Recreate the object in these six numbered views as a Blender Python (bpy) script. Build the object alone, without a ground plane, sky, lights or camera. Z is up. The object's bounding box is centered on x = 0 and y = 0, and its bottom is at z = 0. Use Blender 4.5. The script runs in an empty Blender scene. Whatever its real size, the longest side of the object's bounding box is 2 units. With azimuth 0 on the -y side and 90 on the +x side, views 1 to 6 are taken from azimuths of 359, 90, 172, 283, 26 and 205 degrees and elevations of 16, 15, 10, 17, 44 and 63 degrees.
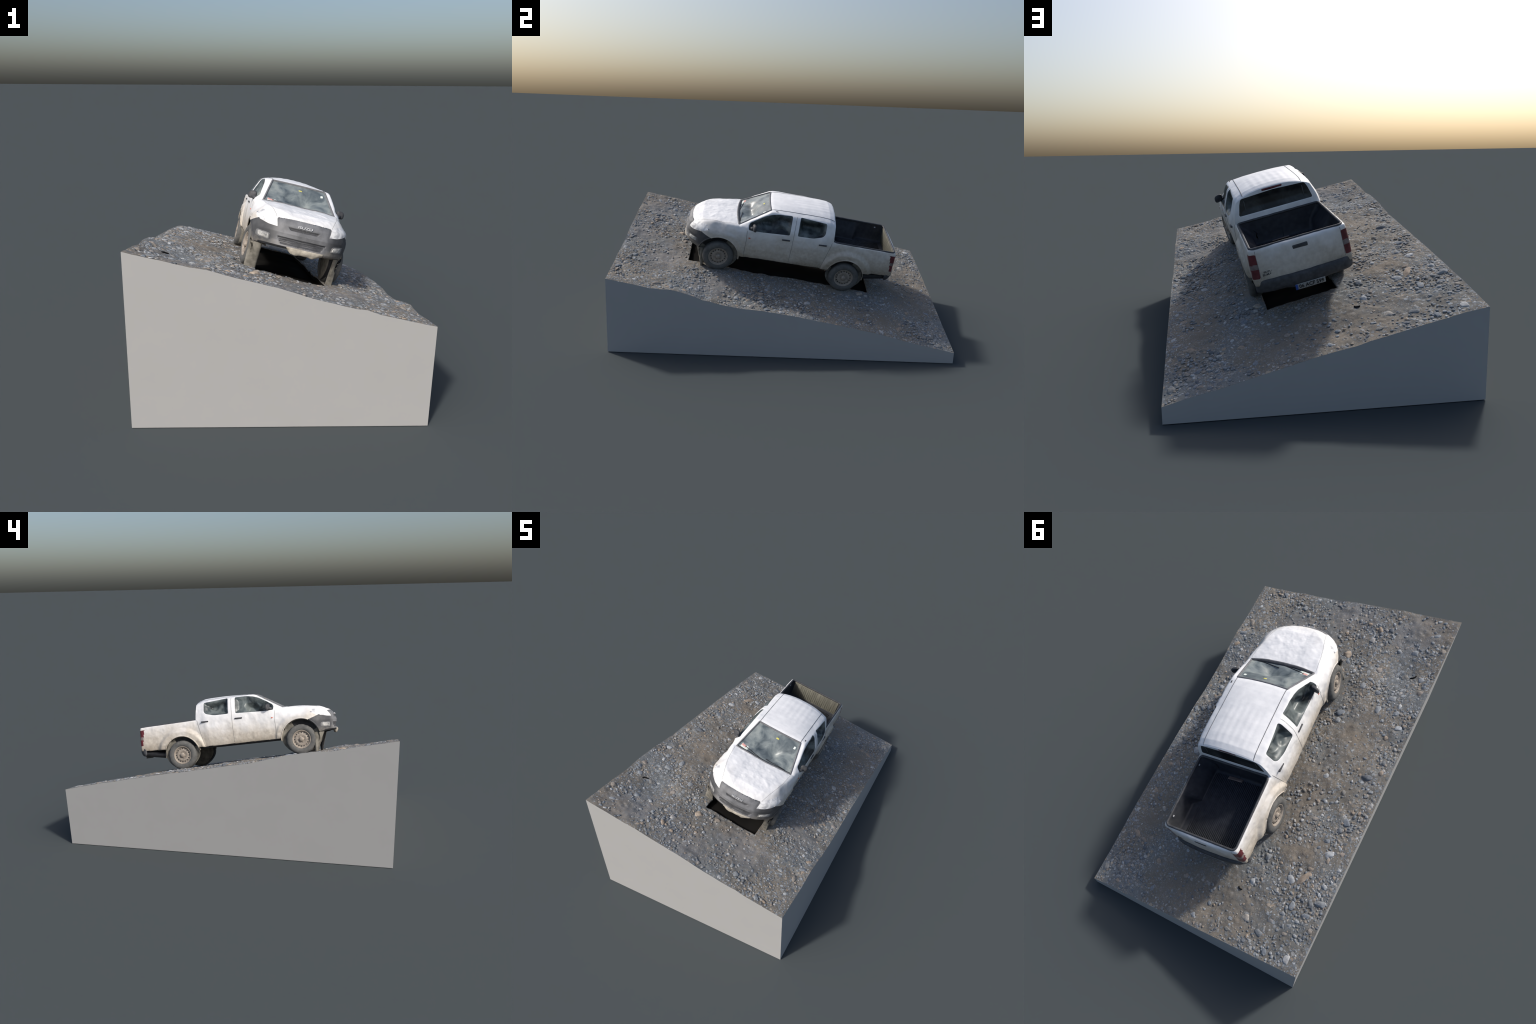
import bpy, bmesh, math, random
import numpy as np
from mathutils import Vector, Matrix, noise as mn
from mathutils.bvhtree import BVHTree

random.seed(7)
rng = np.random.default_rng(7)

# ------------------------------------------------------------------ pose of the truck
# truck frame: x to its left side, y to its tail, z up, origin mid-wheelbase at hub height
AX = np.array([[0.9709, 0.0190, -0.2388], [-0.0575, 0.9862, -0.1553], [0.2325, 0.1645, 0.9586]])
ORG = np.array([0.0515, -0.0139, 0.5011]) + .0018 * AX[0]
HUB = 0.095


def to_world(p):
    return ORG + np.asarray(p) @ AX


def to_truck(p):
    return (np.asarray(p) - ORG) @ AX.T


# ------------------------------------------------------------------ small helpers
def sstep(a, b, v):
    t = np.clip((np.asarray(v, float) - a) / (b - a), 0, 1)
    return t * t * (3 - 2 * t)


def table(v, rows):
    return np.interp(v, [r[0] for r in rows], [r[1] for r in rows])


def smax(a, b, k):
    h = np.maximum(k - np.abs(a - b), 0) / k
    return np.maximum(a, b) + h * h * k * 0.25


def smin(a, b, k):
    return -smax(-a, -b, k)


def make_mesh(name, verts, faces, smooth=True):
    me = bpy.data.meshes.new(name)
    me.from_pydata([tuple(map(float, v)) for v in verts], [], [tuple(map(int, f)) for f in faces])
    me.update()
    if smooth:
        me.polygons.foreach_set("use_smooth", [True] * len(me.polygons))
    return me


def add(name, me, parent=None, mat=None, loc=(0, 0, 0), rot=(0, 0, 0)):
    o = bpy.data.objects.new(name, me)
    bpy.context.scene.collection.objects.link(o)
    if parent:
        o.parent = parent
    o.location = loc
    o.rotation_euler = rot
    if mat and me is not None and len(me.materials) == 0:
        me.materials.append(mat)
    return o


def fix_normals(me):
    bm = bmesh.new()
    bm.from_mesh(me)
    bmesh.ops.recalc_face_normals(bm, faces=bm.faces)
    bm.to_mesh(me)
    bm.free()


def fbm(p, freq, seed, octaves=2):
    v, a, f = 0.0, 1.0, freq
    for _ in range(octaves):
        v += a * mn.noise(Vector((p[0] * f + seed, p[1] * f - seed, p[2] * f + 2 * seed)))
        a, f = a * 0.5, f * 2.1
    return v


TURN = np.array(Matrix.Rotation(.9, 3, "X") @ Matrix.Rotation(.7, 3, "Y") @ Matrix.Rotation(.6, 3, "Z"))


def vnoise(P, freq, seed, octaves=2):
    """smooth lattice noise of many points at once, roughly -1..1"""
    P = np.asarray(P, float) @ TURN
    tot, a = 0.0, 1.0
    for o in range(octaves):
        q = P * freq + seed * np.array([1.0, -1.7, 2.3]) + o * 17.3
        i = np.floor(q).astype(np.int64)
        f = q - i
        f = f * f * f * (f * (f * 6 - 15) + 10)
        v = 0.0
        for c in range(8):
            b = np.array([c & 1, (c >> 1) & 1, c >> 2])
            k = i + b
            h = (k[..., 0] * 374761393 + k[..., 1] * 668265263 + k[..., 2] * 2147483647 + int(seed * 1000) * 974711) & 0xFFFFFFFF
            h = ((h ^ (h >> 13)) * 1274126177) & 0xFFFFFFFF
            h = h ^ (h >> 16)
            w = np.prod(np.where(b == 1, f, 1 - f), axis=-1)
            v = v + w * ((h & 0xFFFF) / 32767.5 - 1)
        tot = tot + a * v
        a, freq = a * .5, freq * 2.1
    return tot


# ------------------------------------------------------------------ materials
class Mat:
    def __init__(self, name, rough=0.6, spec=0.3, metallic=0.0):
        self.m = bpy.data.materials.new(name)
        self.m.use_nodes = True
        self.t = self.m.node_tree
        self.b = self.t.nodes["Principled BSDF"]
        self.b.inputs["Roughness"].default_value = rough
        self.b.inputs["Specular IOR Level"].default_value = spec
        self.b.inputs["Metallic"].default_value = metallic
        self.tc = self.t.nodes.new("ShaderNodeTexCoord")
        self.obj = self.tc.outputs["Object"]

    def link(self, a, b):
        self.t.links.new(a, b)

    def node(self, kind, **kw):
        n = self.t.nodes.new(kind)
        for k, v in kw.items():
            setattr(n, k, v)
        return n

    def put(self, sock, v):
        if hasattr(v, "is_linked") or isinstance(v, bpy.types.NodeSocket):
            self.link(v, sock)
        elif isinstance(v, (tuple, list)) and len(v) == 3 and sock.type == "RGBA":
            sock.default_value = (*v, 1)
        else:
            sock.default_value = v

    def noise(self, scale, detail=4, rough=0.55, vec=None, dist=0.0):
        n = self.node("ShaderNodeTexNoise")
        self.link(vec or self.obj, n.inputs["Vector"])
        n.inputs["Scale"].default_value = scale
        n.inputs["Detail"].default_value = detail
        n.inputs["Roughness"].default_value = rough
        n.inputs["Distortion"].default_value = dist
        return n.outputs["Fac"]

    def voronoi(self, scale, feature="F1", vec=None, out="Distance", rnd=1.0):
        n = self.node("ShaderNodeTexVoronoi", feature=feature)
        self.link(vec or self.obj, n.inputs["Vector"])
        n.inputs["Scale"].default_value = scale
        n.inputs["Randomness"].default_value = rnd
        return n.outputs[out]

    def stretch(self, s):
        n = self.node("ShaderNodeMapping")
        self.link(self.obj, n.inputs["Vector"])
        n.inputs["Scale"].default_value = s
        return n.outputs["Vector"]

    def axis(self, i):
        n = self.node("ShaderNodeSeparateXYZ")
        self.link(self.obj, n.inputs[0])
        return n.outputs[i]

    def math(self, op, a, b=0.0, c=0.0):
        n = self.node("ShaderNodeMath", operation=op)
        for s, v in zip(n.inputs, (a, b, c)):
            self.put(s, v)
        return n.outputs[0]

    def ramp(self, fac, stops):
        n = self.node("ShaderNodeValToRGB")
        el = n.color_ramp.elements
        while len(el) < len(stops):
            el.new(0.5)
        for e, (p, c) in zip(el, stops):
            e.position = p
            e.color = (*c, 1) if isinstance(c, tuple) else (c, c, c, 1)
        self.put(n.inputs[0], fac)
        return n.outputs[0]

    def remap(self, v, a, b, c=0.0, d=1.0):
        n = self.node("ShaderNodeMapRange", interpolation_type="SMOOTHSTEP")
        self.put(n.inputs[0], v)
        for i, q in enumerate((a, b, c, d)):
            n.inputs[i + 1].default_value = q
        return n.outputs[0]

    def mix(self, fac, a, b, kind="MIX"):
        n = self.node("ShaderNodeMix", data_type="RGBA", blend_type=kind)
        self.put(n.inputs[0], fac)
        self.put(n.inputs[6], a)
        self.put(n.inputs[7], b)
        return n.outputs[2]

    def bump(self, h, strength=0.3, dist=0.002):
        n = self.node("ShaderNodeBump")
        n.inputs["Strength"].default_value = strength
        n.inputs["Distance"].default_value = dist
        self.put(n.inputs["Height"], h)
        self.link(n.outputs[0], self.b.inputs["Normal"])

    def colour(self, c):
        self.put(self.b.inputs["Base Color"], c)
        return self


def paint_material():
    m = Mat("dusty_white_paint", 0.45, 0.4)
    z = m.axis(2)
    n1 = m.noise(7, 4, 0.5)
    n2 = m.noise(1, 4, 0.6, vec=m.stretch((30, 14, 34)))
    wob = m.math("ADD", z, m.math("MULTIPLY", m.math("SUBTRACT", n1, 0.5), 0.16))
    wob = m.math("ADD", wob, m.math("MULTIPLY", m.math("SUBTRACT", n2, 0.5), 0.05))
    wob = m.math("SUBTRACT", wob, m.remap(m.axis(1), 0.22, 0.34, 0.0, 0.055))
    wob = m.math("SUBTRACT", wob, m.remap(m.axis(0), 0.12, 0.20, 0.0, 0.035))
    dirt = m.remap(wob, 0.215, 0.055, 0.0, 0.95)
    heavy = m.remap(wob, 0.065, -0.01, 0.0, 0.8)
    white = m.ramp(m.noise(22, 3), [(0.3, (0.78, 0.785, 0.80)), (0.7, (0.90, 0.90, 0.905))])
    dust = m.ramp(m.noise(60, 3), [(0.3, (0.46, 0.41, 0.345)), (0.7, (0.59, 0.54, 0.465))])
    mud = m.ramp(m.noise(90, 3), [(0.3, (0.27, 0.225, 0.17)), (0.7, (0.40, 0.345, 0.27))])
    c = m.mix(dirt, white, dust)
    c = m.mix(heavy, c, mud)
    m.colour(c)
    m.bump(m.noise(120, 3), 0.12, 0.002)
    return m.m


def plain(name, c, rough=0.6, spec=0.3, var=0.25, scale=60, metallic=0.0, bump=0.15):
    m = Mat(name, rough, spec, metallic)
    lo = tuple(v * (1 - var) for v in c)
    hi = tuple(min(1, v * (1 + var)) for v in c)
    m.colour(m.ramp(m.noise(scale, 4), [(0.3, lo), (0.7, hi)]))
    if bump:
        m.bump(m.noise(scale * 2.2, 3), bump, 0.002)
    return m.m


def glass_material(name, dark, light, blot, scale, lo=0.38, hi=0.62):
    m = Mat(name, 0.35, 0.4)
    n = m.noise(scale, 5, 0.6, dist=0.6)
    c = m.ramp(n, [(lo, blot), ((lo + hi) / 2, dark), (hi, light)])  # reflections and shaded dents painted into the colour as blotches
    m.colour(c)
    m.bump(m.noise(scale * 1.5, 3), 0.10, 0.003)
    return m.m


def plastic_material():
    m = Mat("dusty_grey_plastic", 0.6, 0.35)
    n = m.noise(14, 5, 0.6)
    c = m.ramp(n, [(0.3, (0.040, 0.043, 0.048)), (0.55, (0.066, 0.069, 0.075)), (0.8, (0.105, 0.106, 0.108))])
    dusty = m.remap(m.math("ADD", m.axis(2), m.math("MULTIPLY", m.math("SUBTRACT", m.noise(30, 4), 0.5), 0.1)), 0.075, 0.015, 0, 0.6)
    mid = m.math("MULTIPLY", m.remap(m.math("ABSOLUTE", m.axis(0)), 0.155, 0.095), m.remap(m.noise(20, 4), 0.3, 0.65, 0.45, 1.0))  # centre of the fascia lightened for the light its upturned face catches
    c = m.mix(mid, c, (0.205, 0.210, 0.222))
    m.colour(m.mix(dusty, c, (0.26, 0.235, 0.195)))
    m.bump(m.noise(300, 3), 0.2, 0.001)
    return m.m


def liner_material():
    m = Mat("black_bed_liner", 0.5, 0.3)
    y = m.axis(1)
    n = m.noise(10, 5, 0.65)
    dusty = m.remap(m.math("ADD", y, m.math("MULTIPLY", m.math("SUBTRACT", n, 0.5), 0.25)), 0.45, 0.74, 0.0, 0.8)
    base = m.ramp(m.noise(40, 4), [(0.3, (0.017, 0.020, 0.029)), (0.7, (0.036, 0.040, 0.052))])
    dust = m.ramp(m.noise(55, 4), [(0.3, (0.042, 0.044, 0.048)), (0.7, (0.072, 0.074, 0.076))])
    m.colour(m.mix(dusty, base, dust))
    return m.m


def tailgate_inner_material():
    m = Mat("dusty_olive_liner", 0.6, 0.3)
    n = m.noise(1, 4, 0.6, vec=m.stretch((70, 5, 8)))
    m.colour(m.ramp(n, [(0.25, (0.10, 0.097, 0.078)), (0.55, (0.17, 0.165, 0.135)), (0.8, (0.30, 0.29, 0.235))]))
    return m.m


def tyre_material():
    m = Mat("dusty_rubber", 0.8, 0.2)
    n = m.noise(30, 5, 0.6)
    c = m.ramp(n, [(0.3, (0.085, 0.087, 0.087)), (0.6, (0.135, 0.135, 0.13)), (0.85, (0.185, 0.175, 0.155))])
    m.colour(c)
    m.bump(m.noise(140, 3), 0.3, 0.002)
    return m.m


def stone_ramp(m, fac):
    return m.ramp(fac, [
        (0.00, (0.140, 0.152, 0.170)), (0.16, (0.225, 0.250, 0.280)), (0.32, (0.180, 0.190, 0.198)),
        (0.46, (0.290, 0.312, 0.335)), (0.58, (0.235, 0.232, 0.222)), (0.70, (0.330, 0.268, 0.212)),
        (0.79, (0.255, 0.270, 0.285)), (0.90, (0.420, 0.440, 0.460)), (1.00, (0.345, 0.305, 0.255))])


def stone_material(name, per_island):
    m = Mat(name, 0.85, 0.15)
    if per_island:
        g = m.node("ShaderNodeNewGeometry")
        r = g.outputs["Random Per Island"]
        speck = m.noise(160, 4)
    else:
        g = m.node("ShaderNodeObjectInfo")
        r = g.outputs["Random"]
        speck = m.noise(2.2, 5)
    c = stone_ramp(m, r)
    s = m.ramp(speck, [(0.3, 0.70), (0.7, 1.18)])
    m.colour(m.mix(1.0, c, s, "MULTIPLY"))
    return m.m


def ground_material():
    m = Mat("gravel_ground", 0.9, 0.12)
    warp = m.node("ShaderNodeVectorMath", operation="ADD")
    wn = m.node("ShaderNodeTexNoise")
    m.link(m.obj, wn.inputs["Vector"])
    wn.inputs["Scale"].default_value = 60
    wv = m.node("ShaderNodeVectorMath", operation="SCALE")
    m.link(wn.outputs["Color"], wv.inputs[0])
    wv.inputs["Scale"].default_value = 0.012
    m.link(m.obj, warp.inputs[0])
    m.link(wv.outputs[0], warp.inputs[1])
    p = warp.outputs[0]

    def stones(base, scale, share, size):
        '''round pebbles in a share of the cells, laid over what is below'''
        col = m.voronoi(scale, "F1", p, "Color")
        sp = m.node("ShaderNodeSeparateColor")
        m.link(col, sp.inputs[0])
        dist = m.voronoi(scale, "F1", p, "Distance")
        rad = m.math("MULTIPLY_ADD", sp.outputs[1], size * .5, size * .6)
        body = m.remap(m.math("SUBTRACT", rad, dist), 0.0, 0.10)
        rim = m.remap(m.math("SUBTRACT", rad, dist), -0.10, 0.03)
        here = m.remap(m.math("ADD", sp.outputs[2], m.math("MULTIPLY", m.math("SUBTRACT", grit, 0.5), 1.6)), 1 - share, 1 - share + .02)
        under = m.mix(m.math("MULTIPLY", m.math("MULTIPLY", rim, here), .45), base, (0.060, 0.055, 0.050))
        return m.mix(m.math("MULTIPLY", body, here), under, stone_ramp(m, sp.outputs[0])), m.math("MULTIPLY", body, here)

    grit = m.noise(5.5, 4, 0.6)
    dirt = m.ramp(m.noise(130, 6, 0.75), [(0.22, (0.122, 0.110, 0.095)), (0.5, (0.196, 0.180, 0.158)), (0.8, (0.272, 0.254, 0.228))])
    cool = m.ramp(m.noise(140, 6, 0.75), [(0.22, (0.112, 0.120, 0.126)), (0.5, (0.182, 0.194, 0.200)), (0.8, (0.265, 0.280, 0.288))])
    c = m.mix(m.remap(m.noise(3.2, 4, 0.6), 0.46, 0.64), dirt, cool)
    c, k3 = stones(c, 180, .42, .60)
    c, k2 = stones(c, 100, .46, .58)
    c, k1 = stones(c, 52, .34, .56)
    # brown sandy drifts: along the truck's right flank and behind it
    sand_c = m.ramp(m.noise(170, 5, 0.7), [(0.25, (0.150, 0.132, 0.112)), (0.6, (0.215, 0.192, 0.166)), (0.85, (0.285, 0.258, 0.225))])
    x, y = m.axis(0), m.axis(1)

    def blob(cx, cy, rx, ry):
        dx = m.math("DIVIDE", m.math("SUBTRACT", x, cx), rx)
        dy = m.math("DIVIDE", m.math("SUBTRACT", y, cy), ry)
        d = m.math("SQRT", m.math("ADD", m.math("MULTIPLY", dx, dx), m.math("MULTIPLY", dy, dy)))
        return m.remap(d, 1.2, 0.25)

    s = blob(-0.34, -0.17, 0.13, 0.26)
    for b in ((-0.38, 0.46, 0.14, 0.14), (-0.17, 0.84, 0.20, 0.20), (0.10, 0.80, 0.26, 0.22), (-0.27, 0.22, 0.12, 0.30), (-0.50, -0.93, 0.14, 0.12), (0.05, -0.66, 0.14, 0.10), (0.45, 0.55, 0.12, 0.2)):
        s = m.math("MAXIMUM", s, blob(*b))
    patch = m.remap(m.noise(16, 5, 0.65), 0.38, 0.62)
    s = m.math("MULTIPLY", s, m.math("ADD", m.math("MULTIPLY", patch, 0.62), 0.36))
    c = m.mix(s, c, sand_c)
    # blue-grey compacted fines in the driven lanes ahead
    lane_c = m.ramp(m.noise(190, 5, 0.7), [(0.25, (0.170, 0.169, 0.176)), (0.65, (0.245, 0.242, 0.246)), (0.9, (0.340, 0.333, 0.330))])
    l = blob(-0.40, -0.86, 0.17, 0.16)
    for b in ((-0.05, -0.90, 0.18, 0.14), (0.22, -0.72, 0.22, 0.16), (0.43, -0.42, 0.12, 0.20)):
        l = m.math("MAXIMUM", l, blob(*b))
    l = m.math("MULTIPLY", l, m.math("ADD", m.math("MULTIPLY", m.remap(m.noise(20, 5, 0.65), 0.35, 0.6), 0.7), 0.1))
    c = m.mix(l, c, lane_c)
    tint = m.ramp(m.noise(4, 3), [(0.3, (0.88, 0.91, 0.93)), (0.7, (1.10, 1.06, 1.0))])
    c = m.mix(1.0, c, tint, "MULTIPLY")
    m.colour(c)
    hgt = m.math("ADD", m.math("ADD", k1, m.math("MULTIPLY", k2, .6)), m.math("MULTIPLY", k3, .35))
    m.bump(hgt, 0.30, 0.004)
    return m.m


M_PAINT = paint_material()
M_PLASTIC = plastic_material()
M_LINER = liner_material()
M_GATE_IN = tailgate_inner_material()
M_TYRE = tyre_material()
M_RIM = plain("dusty_steel_rim", (0.30, 0.262, 0.222), 0.6, 0.3, 0.25, 70)
M_WELL = plain("muddy_wheel_well", (0.19, 0.18, 0.155), 0.9, 0.1, 0.4, 30)  # base colour lifted to offset the shadow inside the arch
M_DARK = plain("dark_plastic", (0.022, 0.023, 0.026), 0.6, 0.3, 0.3, 50)
M_BLACKGREY = plain("charcoal_plastic", (0.062, 0.064, 0.070), 0.55, 0.3, 0.3, 50)
M_SEAM = plain("panel_gap", (0.22, 0.215, 0.21), 0.8, 0.1, 0.2, 50, bump=0)
M_DITCH = plain("roof_seal", (0.16, 0.165, 0.175), 0.7, 0.2, 0.2, 50, bump=0)
M_WIND = glass_material("windscreen_glass", (0.17, 0.20, 0.21), (0.27, 0.30, 0.295), (0.07, 0.09, 0.105), 11, .34, .62)
M_SIDE = glass_material("side_glass", (0.075, 0.092, 0.095), (0.15, 0.175, 0.175), (0.015, 0.02, 0.025), 11)
M_REAR = glass_material("rear_glass", (0.028, 0.032, 0.034), (0.05, 0.055, 0.058), (0.010, 0.012, 0.014), 10)
M_RED = plain("red_lens", (0.120, 0.024, 0.030), 0.35, 0.4, 0.35, 40)
M_PALELENS = plain("pale_lens", (0.20, 0.16, 0.155), 0.35, 0.4, 0.25, 60)
M_HEAD = glass_material("headlamp_lens", (0.60, 0.605, 0.62), (0.86, 0.86, 0.86), (0.40, 0.41, 0.44), 26, 0.30, 0.56)  # grey blots baked into the lens for its shading
M_FOG = glass_material("fog_lens", (0.36, 0.36, 0.35), (0.60, 0.60, 0.58), (0.15, 0.155, 0.16), 45, 0.35, 0.62)
M_FOGBED = plain("fog_bezel", (0.16, 0.163, 0.168), 0.6, 0.3, 0.3, 40)
M_CHROME = plain("pale_badge", (0.55, 0.56, 0.58), 0.4, 0.4, 0.1, 50, bump=0)
M_PLATE = plain("plate_white", (0.30, 0.30, 0.29), 0.6, 0.3, 0.15, 60, bump=0)
M_BLUE = plain("plate_blue", (0.03, 0.08, 0.32), 0.6, 0.3, 0.1, 60, bump=0)
M_SKID = plain("muddy_skid_plate", (0.42, 0.385, 0.325), 0.8, 0.2, 0.35, 40)
M_ORANGE = plain("orange_lens", (0.55, 0.10, 0.05), 0.5, 0.3, 0.1, 50, bump=0)
M_YELLOW = plain("yellow_tag", (0.62, 0.58, 0.16), 0.6, 0.2, 0.1, 50, bump=0)
M_STICK = plain("paper_sticker", (0.66, 0.72, 0.68), 0.7, 0.2, 0.1, 80, bump=0)
M_PINK = plain("pink_band", (0.65, 0.36, 0.33), 0.7, 0.2, 0.1, 80, bump=0)
M_BLOCK = plain("beige_block", (0.385, 0.386, 0.384), 0.9, 0.1, 0.012, 6, bump=0)
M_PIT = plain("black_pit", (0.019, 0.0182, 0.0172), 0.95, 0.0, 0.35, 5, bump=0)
M_GROUND = ground_material()
M_STONE = stone_material("stone", False)
M_PEBBLE = stone_material("pebble", True)
M_TAN = plain("tan_stone", (0.37, 0.31, 0.25), 0.9, 0.1, 0.3, 2.5)
M_TWIG = plain("charred_twig", (0.012, 0.012, 0.013), 0.9, 0.1, 0.3, 60)

# ------------------------------------------------------------------ truck body as one implicit shape
W_FENDER = [(-.1, .20), (0, .205), (.03, .2215), (.06, .2255), (.1124, .2265), (.15, .2205), (.1742, .2055), (.1865, .193), (.205, .176), (.2165, .165), (.25, .14), (.4, .10)]
W_COWL = [(-.1, .20), (0, .205), (.03, .2165), (.09, .2235), (.15, .2235), (.19, .2175), (.21, .209), (.225, .199), (.25, .187), (.4, .15)]
W_CAB = [(-.1, .20), (0, .205), (.02, .2125), (.05, .219), (.09, .2235), (.15, .2245), (.20, .2235), (.235, .2205), (.25, .2175), (.27, .2095), (.3135, .190), (.33, .1795), (.345, .165), (.36, .145), (.4, .08)]
W_BED = [(-.1, .19), (0, .195), (.03, .204), (.08, .211), (.15, .2125), (.19, .2095), (.2165, .2045), (.25, .1995), (.2618, .1967), (.3226, .1735), (.345, .157), (.37, .130), (.4, .08)]
NOSE_Y = [(-.1, -.56), (0, -.59), (.02, -.605), (.045, -.6195), (.068, -.6150), (.104, -.6215), (.1437, -.6085), (.160, -.598), (.1746, -.582), (.19, -.563), (.21, -.53), (.24, -.48), (.4, -.45)]
Y_NOSE, Y_TAIL = -0.43, 0.62
ARCH = {"front": (-0.396, 0.010, 0.1205), "rear": (0.3955, 0.006, 0.1165)}


def base_width(y, z):
    wf, ww, wc, wb = (table(z, t) for t in (W_FENDER, W_COWL, W_CAB, W_BED))
    a = sstep(-.46, -.29, y)
    b = sstep(-.31, -.22, y)
    c = sstep(.19, .285, y)
    w = wf * (1 - a) + ww * a
    w = w * (1 - b) + wc * b
    w = w * (1 - c) + wb * c
    g = table(y, [(-.35, .885), (-.3, .89), (-.225, .905), (-.13, .935), (-.05, .98), (.03, 1), (.14, .99), (.2, .985), (.3, .995)])
    w = w * (1 - (1 - g) * sstep(.215, .25, z))
    # wheel-arch flares
    for (yh, zh, r0), amp, out in ((ARCH["rear"], .017, .062), (ARCH["front"], .006, .050)):
        r = np.hypot(y - yh, z - zh)
        f = amp * (1 - sstep(r0 + .03, r0 + out, r))
        if yh > 0:
            f = f * sstep(-.012, .012, y - (.2346 + (z - .038) * .214))
        w = w + f
    # crisp shoulder step under the windows and a soft door crease
    return w


def half_width(y, z):
    y = np.asarray(y, float)
    z = np.asarray(z, float)
    w = base_width(np.maximum(y, Y_NOSE), z)
    yc = table(z, NOSE_Y)
    t = (Y_NOSE - y) / (Y_NOSE - yc)
    n = 2.25
    s = np.where(t <= 0, 1.0, np.where(t < 1, (1 - np.clip(t, 0, 1) ** n) ** (1 / n), 0.0))
    return np.where(t > 1, -(t - 1) * .2, w * s)


def top_height(x, y):
    a = np.abs(x)
    hood = table(y, [(-.70, .10), (-.62, .150), (-.6, .163), (-.5747, .1790), (-.5275, .1975), (-.442, .2130), (-.36, .2205), (-.315, .2235), (-.25, .224)]) - .004 * (a / .18) ** 2.5
    hood = hood + .0022 * (1 - sstep(.012, .05, np.abs(a - .10)))
    hood = np.where(y > -.24, -1, hood)
    wind = .2165 + .612 * (y + .3187 - .0142 * (a / .18) ** 2)
    roof = table(y, [(-.3, .300), (-.2, .324), (-.13, .3345), (-.075, .344), (0, .3515), (.1, .3575), (.19, .3590), (.235, .3570), (.262, .3500), (.28, .342), (.35, .33)])
    roof = roof - table(y, [(-.13, .004), (0, .014), (.1, .017), (.25, .019)]) * (a / .14) ** 2.4
    roof = roof + .0005 * np.cos(a * 2 * np.pi / .036) * sstep(.11, .09, a) * sstep(-.02, .05, y) * sstep(.26, .22, y)
    wall = .2165 + (.2812 - y) * 11.0
    cab = smin(smin(wind, roof, .008), wall, .008)
    bed = np.where(y > .2, .2165, -1)
    return np.maximum(np.maximum(hood, cab), bed)


def bottom_height(y):
    return table(y, [(-.7, .036), (-.5, .030), (-.30, .018), (-.26, .018), (.235, .031), (.35, .036), (.52, .048), (.7, .058)])


def F(x, y, z):
    a = np.abs(x)
    f1 = a - half_width(y, z)
    f2 = z - top_height(x, y)
    f3 = bottom_height(y) - z
    f4 = y - (.6925 - .06 * (z - .15) - .0115 * (a / .2) ** 2)
    k = table(y, [(-.5, .010), (.25, .010), (.3, .005)])
    f = smax(f1, f2, k)
    f = smax(f, f3, .010)
    return smax(f, f4, .016)


def ray_solve(c, d, hi=0.5):
    lo = np.zeros(d.shape[:-1])
    up = np.full(d.shape[:-1], hi)
    for _ in range(19):
        mid = (lo + up) / 2
        p = c + d * mid[..., None]
        ins = F(p[..., 0], p[..., 1], p[..., 2]) < 0
        lo = np.where(ins, mid, lo)
        up = np.where(ins, up, mid)
    return c + d * ((lo + up) / 2)[..., None]


# direction angles spread evenly over a cab cross-section (0 = up, pi = down)
ZC = 0.125
th = np.linspace(0, np.pi, 1201)
d = np.stack([np.sin(th), np.zeros_like(th), np.cos(th)], -1)
ref = 0.5 * (ray_solve(np.array([0, .05, ZC]), d) + ray_solve(np.array([0, -.4, ZC]), d))
arc = np.concatenate([[0], np.cumsum(np.linalg.norm(np.diff(ref, axis=0), axis=1))])
NH = 150
half = np.interp(np.linspace(0, arc[-1], NH + 1), arc, th)
THETA = np.concatenate([half[:-1], 2 * np.pi - half[::-1][:-1]])  # full turn
NT = len(THETA)
st = [np.linspace(Y_NOSE, .256, 201), np.linspace(.256, .288, 84)[1:], np.linspace(.288, Y_TAIL, 98)[1:]]
YS = np.concatenate(st)
rings = []
sec = np.stack([np.sin(THETA), np.zeros(NT), np.cos(THETA)], -1)
NP_ = 84
for ph in np.linspace(np.pi / 2, 0, NP_)[1:-1]:
    dd = sec * math.cos(ph) + np.array([0, -math.sin(ph), 0])
    rings.append(ray_solve(np.array([0, Y_NOSE, ZC - .02 * math.sin(ph)]), dd))
for y in YS:
    rings.append(ray_solve(np.array([0, y, ZC]), sec))
for ph in np.linspace(0, np.pi / 2, 66)[1:-1]:
    dd = sec * math.cos(ph) + np.array([0, math.sin(ph), 0])
    rings.append(ray_solve(np.array([0, Y_TAIL, ZC]), dd))
first = ray_solve(np.array([0, Y_NOSE, ZC - .02]), np.array([[0, -1.0, 0]]))[0]
last = ray_solve(np.array([0, Y_TAIL, ZC]), np.array([[0, 1.0, 0]]))[0]
NR = len(rings)
V = np.concatenate([np.concatenate(rings), [first, last]])
faces = []
for i in range(NR - 1):
    for j in range(NT):
        k = (j + 1) % NT
        faces.append((i * NT + j, i * NT + k, (i + 1) * NT + k, (i + 1) * NT + j))
for j in range(NT):
    k = (j + 1) % NT
    faces.append((NR * NT, k, j))
    faces.append((NR * NT + 1, (NR - 1) * NT + j, (NR - 1) * NT + k))
FV = [np.array(f) for f in faces]


def inside_poly(px, py, poly):
    px, py = np.asarray(px), np.asarray(py)
    r = np.zeros(px.shape, bool)
    n = len(poly)
    for i in range(n):
        x0, y0 = poly[i]
        x1, y1 = poly[(i + 1) % n]
        c = ((y0 > py) != (y1 > py)) & (px < (x1 - x0) * (py - y0) / (y1 - y0 + 1e-12) + x0)
        r ^= c
    return r


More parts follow.
